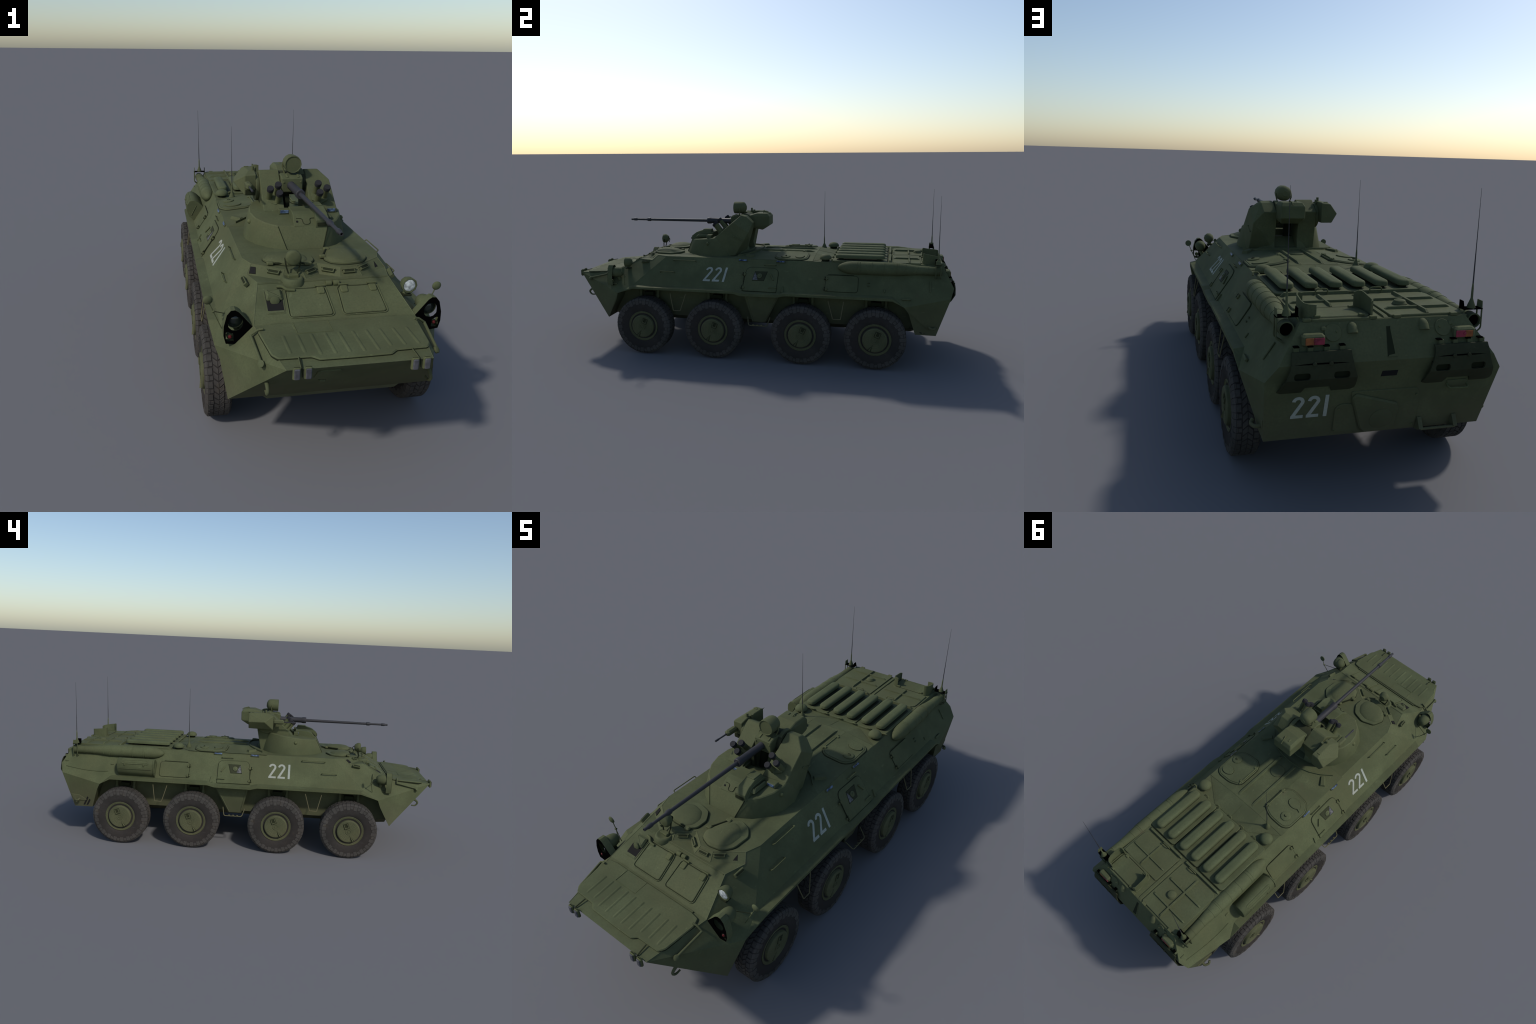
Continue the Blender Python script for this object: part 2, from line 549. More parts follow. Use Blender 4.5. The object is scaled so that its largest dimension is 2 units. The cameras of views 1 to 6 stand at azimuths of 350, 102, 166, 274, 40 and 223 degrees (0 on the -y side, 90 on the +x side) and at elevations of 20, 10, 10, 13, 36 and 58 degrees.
    add_box(bm, V((s * .0455, .013, .028)), (.0018, .029, .031), (ax, w, u), .0006)
    add_poly(bm, [[c2 + ax * d + u2 * a + w2 * b for a, b in ((-.019, 0), (.018, -.0095), (.018, .0095))] for d in (-.003, -.0012)])
    outlines = finish("clip_outline", bm, CLIP_OUTLINE, angle=25, keep=True)
    return hub, tyre, tread, rim, clip, outlines


WHEEL_Y = (-0.556, -0.179, 0.269, 0.638)
for s in (1, -1):
    hub, tyre, tread, rim, clip, outlines = wheel_meshes(s)
    for i, y in enumerate(WHEEL_Y):
        yy = y + (0.008 * -s if i == 3 else 0)
        w = link("wheel", hub, None, Matrix.Translation((s * TXC - (.006 if s < 0 else 0), yy, TR)))
        link("tyre", tyre, w)
        link("tread", tread, w, stuff=True)
        link("rim", rim, w)
        link("hub_clip", clip, w)
        link("clip_outline", outlines, w)
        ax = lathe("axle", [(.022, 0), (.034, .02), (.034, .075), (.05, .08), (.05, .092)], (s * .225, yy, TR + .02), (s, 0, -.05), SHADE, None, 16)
        for d in (-.047, .047):
            tube("shock_absorber", [(s * .262, yy + d * 1.05, .335), (s * .268, yy + d, .285)], .0075, GREEN, ax)
            tube("shock_absorber", [(s * .268, yy + d, .29), (s * .275, yy + d * .95, .22)], .010, GREEN, ax)
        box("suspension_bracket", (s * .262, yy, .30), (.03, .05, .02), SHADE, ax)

# ------------------------------------------------------------------ exhaust pipes
for s in (1, -1):
    bm = bmesh.new()
    path = [(.440, .004), (.446, .012), (.462, .0215), (.485, .029), (.510, .0325), (.66, .0325), (.735, .0318), (.775, .027), (.815, .0225), (.870, .0208), (.930, .0205)]
    rings = []
    def centre(y):
        t = min(1, max(0, (y - .44) / .07))
        return V((s * (.2535 + .009 * min(1, max(0, (y - .74) / .19))), y, .476 - .001 * t))
    def circ(y, r, seg=28):
        c = centre(y)
        return [c + V((r * math.cos(2 * PI * i / seg), 0, r * math.sin(2 * PI * i / seg))) for i in range(seg)]
    add_poly(bm, [circ(y, r) for y, r in path] + [circ(.930, .0175), circ(.885, .017)])
    ex = finish("exhaust_pipe", bm, GREEN, None, 40)
    def radius_at(y):
        for (y0, r0), (y1, r1) in zip(path, path[1:]):
            if y0 <= y <= y1:
                return r0 + (r1 - r0) * (y - y0) / (y1 - y0)
    for y in (.536, .548, .606, .664, .722, .730, .764, .818, .868, .905):
        bm = bmesh.new()
        r = radius_at(y)
        add_poly(bm, [circ(y - .0022, r - .001), circ(y - .0016, r + .0010), circ(y + .0016, r + .0010), circ(y + .0022, r - .001)])
        finish("exhaust_band", bm, GREEN, ex, 60)
    lathe("exhaust_bore", [(.0174, -.002), (.0001, .0)], (s * .2625, .924, .475), (0, 1, 0), BLACK, ex, 28)  # black disc drawn for the unlit inside of the pipe

# ------------------------------------------------------------------ stowage bin on the right side
bm = bmesh.new()
sec = rounded([(-.268, 0, .414), (-.300, 0, .446), (-.320, 0, .4570), (-.340, 0, .4545), (-.3530, 0, .437), (-.3555, 0, .408), (-.347, 0, .382), (-.326, 0, .361), (-.29, 0, .368)], .010, 3)
def sec_at(y, k):
    c = V((-.31, 0, .412))
    return [V((c.x + (p.x - c.x) * k, y, c.z + (p.z - c.z) * k)) for p in sec]
add_poly(bm, [sec_at(.478, .94), sec_at(.482, 1.0), sec_at(.664, 1.0), sec_at(.668, .94)])
BIN = finish("stowage_bin", bm, GREEN, None, 40)
bn = V((-.80, 0, .60)).normalized()
lid_at = lambda y, t: V((-.3455 - .0085 * t, y, .4415 - .0125 * t))
plate("bin_lid", rounded([lid_at(.645, -1), lid_at(.497, -1), lid_at(.497, 1), lid_at(.645, 1)], .014, 5), bn, .003, GREEN, BIN)
tube("bin_lid_bead", rounded([lid_at(.636, -.45) + bn * .003, lid_at(.506, -.45) + bn * .003, lid_at(.506, .45) + bn * .003, lid_at(.636, .45) + bn * .003], .01, 4), .0015, GREEN, BIN, 6)
for y in (.525, .625):
    box("bin_latch", (-.3555, y, .425), (.006, .008, .01), GREEN_HI, BIN)
tube("bin_seam", [(-.3555, .486, .404), (-.3555, .660, .404)], .0012, GREEN, BIN, 6)
# shield plate in front of the bin
plate("bin_shield", [(-.274, .474, .420), (-.300, .474, .446), (-.320, .474, .456), (-.342, .474, .453), (-.355, .474, .434), (-.357, .474, .408), (-.348, .474, .380), (-.325, .474, .359)], V((0, -1, 0)), .002, GREEN, BIN, .0005, -.004)
tube("bin_shield_bead", [(-.312, .4715, .43), (-.336, .4715, .385)], .0018, GREEN, BIN, 6)

# ------------------------------------------------------------------ side doors, hatches, rails
def grip(name, a, b, n, lift, r=.0022, parent=None, mat=None):
    a, b, n = V(a), V(b), V(n)
    return tube(name, bent([a, a + n * lift, b + n * lift, b], lift * .6), r, mat or GREEN_HI, parent)


def hinge(s, y, z, parent, d=1):
    n, up = side_n(s), side_up(s)
    ax = (V((0, 1, 0)), up, n)
    c = side(s, y, z) + n * .005
    box("hinge", c, (.020, .008, .008), GREEN_HI, parent, ax)
    box("hinge", c + V((0, d * .004, 0)), (.006, .018, .009), GREEN_HI, parent, ax)
    lathe("hinge_pin", [(.0026, -.008), (.0026, .008)], c + n * .003 + V((0, -d * .004, 0)), up, SHADE, parent, 8)


for s in (1, -1):
    n, up = side_n(s), side_up(s)
    out = rounded([side(s, .142, .351), side(s, .144, .456), side(s, -.020, .459), side(s, -.030, .353)], [.002, .030, .030, .002], 6)
    plate("door_dark_outline", [p for p in inset(out, n, -.0022)], n, .0012, SHADE, None, .0004)  # dark plate slightly larger than the door, showing as a thin dark outline
    door = plate("side_door", out, n, .0034, GREEN, None, .0012)
    # firing port: recess shade coloured into the pane, round shutter and grey glass
    port = [side(s, .016, .400), side(s, .027, .439), side(s, .088, .439), side(s, .074, .400)]
    plate("port_frame", inset(port, n, -.002), n, .0040, SHADE, door, .0004)
    plate("port_pane", port, n, .0046, DARK_GREEN, door, .0004)
    plate("port_glass", [side(s, .017, .4015), side(s, .0205, .416), side(s, .026, .436), side(s, .036, .420), side(s, .043, .4015)], n, .0056, GREYGLASS, door, .0003)
    lathe("port_shutter", [(.0125, .003), (.0125, .0075), (.0105, .0085), (.0, .0085)], side(s, .052, .420), n, GREEN, door, 20)
    lathe("port_shutter_boss", [(.005, .006), (.004, .0105), (.0, .0105)], side(s, .052, .420), n, GREEN_HI, door, 12)
    for z in (.425, .366):
        hinge(s, -.030, z, door)
    tube("hinge_rod", [side(s, -.029, .419) + n * .004, side(s, -.029, .371) + n * .004], .0012, SHADE, door, 6)
    tube("door_lever", [side(s, .124, .403) + n * .007, side(s, .106, .429) + n * .007], .0032, GREEN_HI, door)
    grip("door_grip", side(s, .105, .369), side(s, .143, .369), n, .010, .0022, door)
    # grab rails
    grip("grab_rail", side(s, .070, .470), side(s, .128, .470), n, .010)
    grip("grab_rail", side(s, -.418, .475), side(s, -.297, .475), n, .014)
    grip("grab_rail", side(s, -.480, .420), side(s, -.403, .420), n, .014)
    # splash lip behind the door
    plate("mud_lip", [side(s, .166, .352), side(s, .180, .350), side(s, .176, .378)], n, .006, GREEN)
    # side hatch
    y0, y1 = (.296, .452) if s < 0 else (.384, .541)
    out = rounded([side(s, y0, .366), side(s, y0, .436), side(s, y1, .436), side(s, y1, .366)], .016, 5)
    plate("hatch_dark_outline", inset(out, n, -.0018), n, .0009, SHADE, None, .0003)
    sh = plate("side_hatch", out, n, .0028, GREEN, None, .001)
    for z in (.420, .374):
        hinge(s, y0 + .001, z, sh)
    tube("hatch_rod", [side(s, y0 + .01, .4385) + n * .004, side(s, y1 - .02, .4385) + n * .004], .0013, SHADE, sh, 6)
    # vision blocks along the roof edge
    for ya, yb in ((-.067, -.026), (.130, .171)):
        c = side(s, (ya + yb) / 2, .488)
        vb = box("vision_block", c + n * .001, (yb - ya + .006, .012, .008), GREEN, None, (V((0, 1, 0)), up, n))
        box("vision_glass", c + n * .0035, (yb - ya, .008, .006), BLUE, vb, (V((0, 1, 0)), up, n), .0005)
    # odd brackets towards the rear
    if s > 0:
        box("side_bracket", side(s, .770, .347) + n * .003, (.044, .009, .008), GREEN, None, (V((0, 1, 0)), up, n))
        box("side_bracket", side(s, .879, .404) + n * .001, (.006, .055, .005), GREEN, None, (V((0, 1, 0)), up, n))
        box("side_bracket", side(s, .668, .378) + n * .001, (.007, .017, .005), GREEN, None, (V((0, 1, 0)), up, n))
        for z in (.397, .409):
            box("side_bracket", side(s, .592, z) + n * .001, (.012, .005, .005), GREEN, None, (V((0, 1, 0)), up, n))
    else:
        box("side_bracket", side(s, .960, .4135) + n * .001, (.020, .006, .005), GREEN, None, (V((0, 1, 0)), up, n))
        box("side_bracket", side(s, .712, .4085) + n * .001, (.017, .006, .005), GREEN, None, (V((0, 1, 0)), up, n))
        pts = [side(s, .957 - .327 * t + .084 * 0 * t, .389 - .004 * t - .015 * math.sin(PI * t)) + n * .001 for t in [i / 10 for i in range(8)]]
        tube("side_cable", pts, .0022, GREEN, None, 6)
    # lower rear: louvre slots and cleat
    q = V((.311 - .325, 0, .174 - .357)).normalized()
    def low(y, z):
        # rear flank below the belt line
        return V((s * (.310 + (z - .174) * .085), y, z))
    ln = V((s, 0, -.085)).normalized()
    for ya in (.813, .830):
        plate("drain_slot", [low(ya + .001, .232), low(ya + .011, .232), low(ya + .037, .180), low(ya + .027, .180)], ln, .0012, CHAR, None, .0003)
    cl = plate("rear_cleat", rounded([low(.932, .240), low(.885, .236), low(.846, .212), low(.851, .205), low(.914, .205)], .004, 3), ln, .0035, GREEN)
    tube("rear_hook", bent([low(.905, .214), low(.905, .212) + ln * .018, low(.885, .214) + ln * .026, low(.878, .221) + ln * .018], .008), .0055, GREEN, cl)

# ------------------------------------------------------------------ painted number
def digit_two(w, h, t):
    """Stroke path of a '2' in a w by h box, as (u, v) centre line."""
    r = w / 2 - t / 2
    cx, cy = w / 2, h - t / 2 - r
    pts = [(cx + r * math.cos(a), cy + r * math.sin(a)) for a in [PI * (0.98 - 1.16 * i / 12) for i in range(13)]]
    pts += [(t * .52, t * .62)]
    return pts


def stroke(bm, path, t, f, n, h):
    k = len(path)
    L, R = [], []
    for i in range(k):
        a, b = path[max(0, i - 1)], path[min(k - 1, i + 1)]
        d = math.hypot(b[0] - a[0], b[1] - a[1])
        nx, ny = -(b[1] - a[1]) / d * t / 2, (b[0] - a[0]) / d * t / 2
        L.append(f(path[i][0] + nx, path[i][1] + ny))
        R.append(f(path[i][0] - nx, path[i][1] - ny))
    for i in range(k - 1):
        q = [L[i], L[i + 1], R[i + 1], R[i]]
        lo = [p - n * .0005 for p in q]
        hi = [p + n * h for p in q]
        add_poly(bm, [lo, hi])


def number(origin, u, v, n, w, h, t, adv, slant=0.0):
    bm_parts = []
    for i, ch in enumerate("221"):
        bm = bmesh.new()
        f = lambda a, b, i=i: origin + u * (i * adv + a + b * slant) + v * b
        if ch == "2":
            stroke(bm, digit_two(w, h, t), t, f, n, .0012)
            stroke(bm, [(0.0, t / 2), (w, t / 2)], t, f, n, .0011)
        else:
            stroke(bm, [(w * .28, 0), (w * .28, h)], t * 1.05, f, n, .0012)
        bm_parts.append(finish("numeral_one" if ch == "1" else "numeral_two", bm, WHITE, HULL, 30))


number(side(-1, -.125, .3885), V((0, -1, 0)), side_up(-1), side_n(-1), .039, .081, .0104, .048)
number(side(1, -.244, .3875), V((0, 1, 0)), side_up(1), side_n(1), .037, .0795, .0104, .0485, .14)
ru = V((0, .074, .230)).normalized()
number(rear_low(.247, .2395), V((-1, 0, 0)), ru, REAR_LOW_N, .033, .071, .0094, .0415, -.02)

# ------------------------------------------------------------------ glacis, trim vane, bow fittings
HX = []
for x0, x1, w0 in ((.0375, .164, 0), (-.124, .0, 0)):
    k = .003
    out = rounded([glacis(x0, -.655), glacis(x1 - k, -.655), glacis(x1 + k, -.746), glacis(x0 - k, -.746)], .012, 4)
    fr = tube("hatch_bead", [p + GLACIS_N * .002 for p in inset(out, GLACIS_N, -.003)] + [inset(out, GLACIS_N, -.003)[0] + GLACIS_N * .002], .0022, GREEN, None, 6)
    plate("hatch_gap", inset(out, GLACIS_N, -.001), GLACIS_N, .0008, SHADE, None, .0003)
    hx = plate("bow_hatch", inset(out, GLACIS_N, .0012), GLACIS_N, .0045, GREEN, None, .0018)
    HX.append(hx)
gax = (V((1, 0, 0)), GLACIS_N.cross(V((1, 0, 0))), GLACIS_N)
for x, hx in ((.055, HX[0]), (.146, HX[0]), (-.018, HX[1])):
    c = glacis(x, -.662)
    plate("hatch_hinge", rounded([glacis(x - .012, -.655), glacis(x + .012, -.655), glacis(x + .011, -.678), glacis(x - .011, -.678)], .006, 3), GLACIS_N, .009, GREEN_HI, hx, .002)
    tube("hinge_bar", [glacis(x - .0145, -.651) + GLACIS_N * .0065, glacis(x + .0145, -.651) + GLACIS_N * .0065], .0034, GREEN_HI, hx)
for x in (.012, .036):
    lathe("hinge_barrel", [(.0085, -.009), (.009, -.007), (.009, .007), (.0085, .009)], glacis(x, -.643) + GLACIS_N * .004, (1, 0, 0), GREEN_HI, None, 14)
lv_ = tube("hatch_lever", bent([glacis(-.150, -.646) + GLACIS_N * .006, glacis(-.132, -.648) + GLACIS_N * .008, glacis(-.122, -.660) + GLACIS_N * .008, glacis(-.098, -.662) + GLACIS_N * .007], .008), .0048, GREEN_HI, HX[1])
# edge highlights modelled as paler thin tubes along the main plate edges
def highlight_line(name, pts, r=.0013):
    tube(name, pts, r, EDGE, None, 5)
for s in (1, -1):
    e = lambda k: V((s * P[k][0] + .0035, P[k][1], P[k][2]))
    for chain_ in (("a", "p1", "p2"), ("A", "P1", "P2", "W"), ("W", "w", "G", "GL"), ("P1", "p1"), ("P2", "p2"), ("W", "J"), ("GL", "N")):
        highlight_line("edge_highlight_line", [e(k) for k in chain_], .0011)
highlight_line("edge_highlight_line", [V(P["A"]) + V((.0035, 0, 0)), V(P["a"]) + V((.0035, 0, 0))])
highlight_line("edge_highlight_line", [V((-P["G"][0] + .0035, P["G"][1], P["G"][2])), V((P["G"][0] + .0035, P["G"][1], P["G"][2]))])
# vision port, hollow's darkness painted on a flat plate, in front of the commander
pf = [glacis(-.193, -.654), glacis(-.133, -.654), glacis(-.138, -.732), glacis(-.193, -.732)]
port = plate("vision_port_frame", pf, GLACIS_N, .0022, GREEN, None, .001)
plate("vision_port_dark_plate", inset(pf, GLACIS_N, .004), GLACIS_N, .0026, CHAR, port, .0002)
plate("vision_port_sill", [glacis(-.189, -.722), glacis(-.142, -.722), glacis(-.142, -.729), glacis(-.189, -.729)], GLACIS_N, .0036, GREEN, port, .0006)
hood = [(-.188, -.656), (-.139, -.656), (-.139, -.690), (-.188, -.690)]
plate("vision_hood", rounded([glacis(x, y) for x, y in hood], .006, 3), GLACIS_N, .012, GREEN, port, .006)
lathe("vision_eye", [(.014, 0), (.014, .006), (.011, .008), (0, .008)], glacis(-.164, -.690) + GLACIS_N * .004, (0, -1, .2), GREEN, port, 18)

# trim vane: ribbed plate with stepped front edge, lying on the lower glacis
half = [(.0, -.772), (.190, -.772), (.224, -.778), (.234, -.806), (.219, -.920), (.205, -.940), (.116, -.942), (.098, -.957), (.0, -.958)]
outline = half + [(-x, y) for x, y in half[-2:0:-1]]
out = rounded([nose(x, y) for x, y in outline], .006, 3)
plate("vane_gap", inset(out, NOSE_N, .0005), NOSE_N, .0037, SHADE, None, .0003)
VANE = plate("trim_vane", out, NOSE_N, .0075, GREEN, None, .0028, .0035)
for i in range(10):
    x = .185 - .0395 * i
    y1 = -.925 if abs(x) > .105 else -.940
    a, b = nose(x, -.836) + NOSE_N * .0068, nose(x + .002, y1) + NOSE_N * .0068
    d = (b - a).normalized()
    bm = bmesh.new()
    w = d.cross(NOSE_N)
    pr = [(-.0068, 0), (-.0030, .0019), (-.0012, .0026), (.0012, .0026), (.0030, .0019), (.0068, 0)]
    rings = []
    for t, k in ((0, .05), (.05, 1), (.95, 1), (1, .05)):
        c = a + (b - a) * t
        rings.append([c + w * (u * (.6 + .4 * k)) + NOSE_N * (v * k + .0002) for u, v in pr] + [c - NOSE_N * .002])
    add_poly(bm, rings)
    finish("vane_rib", bm, GREEN, VANE, 60)
tube("vane_patch_edge", [nose(x, y) + NOSE_N * .0081 for x, y in ((-.128, -.776), (-.128, -.831), (-.026, -.831), (-.026, -.776))], .0010, GREEN_HI, VANE, 6)
tube("vane_hinge", [nose(-.19, -.768) + NOSE_N * .002, nose(.19, -.768) + NOSE_N * .002], .0035, GREEN, VANE, 6)
tube("glacis_weld", [glacis(-.205, -.629) + GLACIS_N * .0003, glacis(.205, -.629) + GLACIS_N * .0003], .0022, GREEN, None, 6)

for s in (1, -1):
    # vane struts on the flanks
    rod = tube("vane_strut", [(s * .246, -.905, .366), (s * .257, -.798, .392)], .0045, GREEN)
    tube("strut_arm", [(s * .258, -.800, .392), (s * .236, -.802, .408), (s * .222, -.805, .411)], .0035, GREEN, rod)
    lathe("strut_foot", [(.010, -.004), (.010, .004), (.006, .006)], (s * .245, -.907, .362), (s * .6, -.5, .5), GREEN, rod, 12)
    # tow hooks
    hk = tube("tow_hook", bent([(s * .23, -.876, .300), (s * .23, -.905, .302), (s * .23, -.924, .294), (s * .23, -.922, .276), (s * .23, -.908, .268), (s * .23, -.892, .272)], .008), [.006] * 22, GREEN) if False else None
    pts = bent([(s * .23, -.872, .300), (s * .23, -.908, .302), (s * .23, -.926, .286), (s * .23, -.912, .268), (s * .23, -.892, .270)], .010)
    tube("tow_hook", pts, [.0065 - .003 * i / (len(pts) - 1) for i in range(len(pts))], GREEN)
# bow marker lamps in pairs with guard straps
for xs in ((.146, .178), (-.138, -.168)):
    for x in xs:
        lamp = box("marker_lamp", (x, -.9915, .377), (.021, .010, .036), GREEN_HI, None, None, .003)
        box("marker_lens", (x, -.9965, .377), (.015, .007, .030), REFLECT, lamp, None, .002)
    xm = sum(xs) / 2
    tube("lamp_strap", bent([(xm, -.993, .366), (xm, -.986, .388), (xm * .98, -.945, .395)], .006), .0016, SHADE, None, 6)
    tube("lamp_strap", bent([(xm - .003, -.993, .366), (xm - .003, -.986, .389), (xm * .98 - .003, -.945, .396)], .006), .0012, GREEN, None, 6)
oval = [(-.100, .310), (-.104, .362), (-.090, .366), (-.040, .364), (-.034, .334), (-.042, .300), (-.070, .292)]
ov = plate("bow_inspection_cover", rounded([front(x, z) for x, z in oval], .010, 3), FRONT_N, .004, GREEN, None, .0015)
box("cover_tab", front(-.070, .290) + FRONT_N * .003, (.020, .012, .006), GREEN, ov)

# ------------------------------------------------------------------ windscreen visors
def periscope(c, n, w=.040, h=.013, d=.010, parent=None):
    """small hooded periscope box on a sloped face"""
    n = V(n).normalized()
    u = UP.cross(n).normalized()
    v = n.cross(u)
    c = V(c)
    p = box("periscope", c + n * (d * .3), (w, h, d), GREEN, parent, (u, v, n), .001)
    box("periscope_slot", c + n * (d * .52), (w * .82, h * .58, d * .6), SHADE, p, (u, v, n), .0003)
    plate("periscope_hood", [c + u * (-w * .56) + v * (h * .45), c + u * (w * .56) + v * (h * .45), c + u * (w * .56) + v * (h * .45) + n * (d * 1.0), c + u * (-w * .56) + v * (h * .45) + n * (d * 1.0)], v, .002, GREEN, p, .0005)


for s in (1, -1):
    m = lambda p: V((s * p[0], p[1], p[2]))
    def panel_c(k0, k1, k2, k3, t=.5, q=.52):
        a = V(P[k0]).lerp(V(P[k1]), t)
        b = V(P[k3]).lerp(V(P[k2]), t)
        return m(a.lerp(b, q))
    def panel_n(k0, k1, k2):
        a, b, c = m(P[k0]), m(P[k1]), m(P[k2])
        n = (b - a).cross(c - a).normalized()
        return n if n.y < 0 else -n
    periscope(panel_c("A", "P1", "p1", "a"), panel_n("A", "P1", "p1"))
    if s > 0:
        periscope(panel_c("P1", "P2", "p2", "p1"), panel_n("P1", "P2", "p2"))
    periscope(panel_c("P2", "W", "w", "p2", .25, .42), panel_n("P2", "W", "w"))
    # side periscope on the flank of the bow
    fn = V((s * .709, -.202, .706)).normalized()
    fu = V((0, 1, 0)) - fn * fn.y
    fu.normalize()
    fu = (fu + V((0, 0, .06))).normalized()
    fu = (fu - fn * fu.dot(fn)).normalized()
    c = V((s * .2345, -.584, .462))
    sp = box("flank_periscope", c + fn * .004, (.042, .014, .014), GREEN, None, (fu, fn.cross(fu), fn), .0015)
    box("flank_periscope_slot", c + fn * .0095, (.034, .007, .005), SHADE, sp, (fu, fn.cross(fu), fn), .0004)
wn = (V(P["W"]) - V(P["P2"])).cross(V(P["w"]) - V(P["P2"])).normalized()
wn = wn if wn.y < 0 else -wn
ws = lambda s, t, q: V((s * V(P["P2"]).lerp(V(P["W"]), t).lerp(V(P["p2"]).lerp(V(P["w"]), t), q).x, *V(P["P2"]).lerp(V(P["W"]), t).lerp(V(P["p2"]).lerp(V(P["w"]), t), q).yz))
plate("visor_dark_patch", [ws(1, .79, .25), ws(1, .80, .80), ws(1, .66, .80)], wn, .0016, CHAR, None, .0002)
plate("visor_dark_patch", [ws(-1, .95, .25), ws(-1, .80, .22), ws(-1, .74, .82), ws(-1, .92, .85)], V((-wn.x, wn.y, wn.z)), .0016, CHAR, None, .0002)

# ------------------------------------------------------------------ driver and commander hatches
for s in (1, -1):
    # outline offset per side: the pair is near mirror-symmetric
    ring = [(.030, -.525), (.046, -.560), (.090, -.577), (.146, -.568), (.173, -.532), (.177, -.461), (.147, -.425), (.103, -.410), (.064, -.438)]
    if s < 0:
        ring = [(-.004, -.535), (-.034, -.560), (-.100, -.560), (-.150, -.535), (-.168, -.500), (-.148, -.450), (-.090, -.428), (-.032, -.444), (-.002, -.488)]
    inner = []
    cx = sum(p[0] for p in ring) / len(ring)
    cy = sum(p[1] for p in ring) / len(ring)
    def loop(k, z, dx=0, dy=0):
        return rounded([V((cx + dx + (x - cx) * k, cy + dy + (y - cy) * k, z)) for x, y in ring], .012, 3)
    bm = bmesh.new()
    add_poly(bm, [loop(1.0, .494), loop(1.0, .5035), loop(.98, .5052), loop(.83, .5060, -.008, -.008), loop(.80, .5085, -.009, -.009), loop(.74, .5110, -.010, -.010),
                  loop(.62, .5140, -.010, -.010), loop(.45, .5165, -.010, -.010), loop(.25, .5182, -.010, -.010), loop(.08, .5188, -.010, -.010)])
    hd = finish("crew_hatch", bm, GREEN, None, 32)
    bm = bmesh.new()
    add_plate(bm, loop(1.025, .497), UP, .002, .0005)
    finish("crew_hatch_gap", bm, SHADE, hd, 30)
    if s > 0:
        a, b = V((.031, -.508, .505)), V((.064, -.438, .505))
    else:
        a, b = V((-.030, -.560, .504)), V((-.150, -.545, .504))
    tube("hatch_torsion_bar", [a.lerp(b, .12), a.lerp(b, .88)], .0035, SHADE, hd)
    for q in (a, b):
        box("hatch_lug", q, (.022, .016, .011), GREEN_HI, hd, None, .003)

# ------------------------------------------------------------------ roof fittings
for s in (1, -1):
    # troop hatches
    pts = [(.078, .262), (.078, .140), (.112, .106), (.206, .112), (.232, .150), (.230, .260), (.205, .282), (.130, .284)]
    HN = V((s * .0160, 0, .14)).normalized()
    out = rounded([V((s * x, y, ROOF + .0160 * (.232 - x) / .14)) for x, y in pts], .022, 5)
    on = lambda x, y, h=0.0: V((x, y, ROOF + .0160 * (.232 - abs(x)) / .14)) + HN * h
    plate("roof_hatch_gap", inset(out, HN, -.0025), HN, .0014, SHADE, None, .0003)
    rh = plate("roof_hatch", out, HN, .0055, GREEN, None, .0022)
    plate("roof_hatch_groove", inset(out, HN, .0055), HN, .0057, SHADE, rh, .0002)
    plate("roof_hatch_panel", inset(out, HN, .0068), HN, .0072, GREEN, rh, .0012)
    tube("roof_hatch_bar", [on(s * .086, .262, .008), on(s * .086, .135, .008)], .0028, GREEN_HI, rh)
    for y in (.246, .148):
        box("roof_hatch_lug", on(s * .088, y, .008), (.018, .012, .006), GREEN_HI, rh, None, .002)
    # on the right side the teardrop leads, on the left it trails
    ty, ry = (.158, .232) if s < 0 else (.240, .168)
    q = 1 if s < 0 else 1
    cx, cy = s * .168 if s < 0 else .184, ty
    tear = []
    tip = on(s * .212, ty + (.018 if s < 0 else .012))
    for i in range(17):
        a = 2 * PI * i / 17
        tear.append(on(cx + .031 * math.cos(a), cy + .023 * math.sin(a)))
    far = max(range(17), key=lambda i: (tear[i] - on(cx, cy)).dot(tip - on(cx, cy)))
    tear[far] = tip
    plate("port_cover_gap", inset(tear, HN, -.0016), HN, .0076, SHADE, rh, .0002)
    plate("port_cover", tear, HN, .0115, GREEN, rh, .001)
    c = (-.182, ry) if s < 0 else (.194, ry)
    lathe("roof_port", [(.0245, 0), (.0245, .0076), (.0235, .0077), (.0235, .0110), (.0215, .0120), (.006, .0120), (.005, .0140), (0, .0140)], on(*c), HN, GREEN, rh, 10)
    tube("port_catch", bent([on(c[0] + .008, c[1], .013), on(c[0] + .002, c[1] + .006, .0145), on(c[0] - .004, c[1], .0145)], .003), .0018, SHADE, rh, 6)
    # mushroom ventilators
    x0 = .203 if s > 0 else -.196
    lathe("ventilator", [(.018, -.012), (.018, .008), (.0295, .0085), (.0305, .012), (.0285, .019), (.022, .027), (.012, .031), (0, .032)], roof(x0, .373, 0), UP, LOUVRE, None, 10, 50)
    lathe("ventilator_neck", [(.0195, -.012), (.0195, .0085)], roof(x0, .373, 0), UP, SHADE, None, 12)
    # wedge housings beside the turret
    convex("wedge_housing", [V((s * a, b, c)) for a, b, c in ((.156, -.040, .495), (.176, -.056, .495), (.210, -.012, .495), (.187, .006, .495), (.160, -.038, .512), (.172, -.048, .512), (.203, -.012, .512), (.188, .000, .512))], GREEN, None, .001)
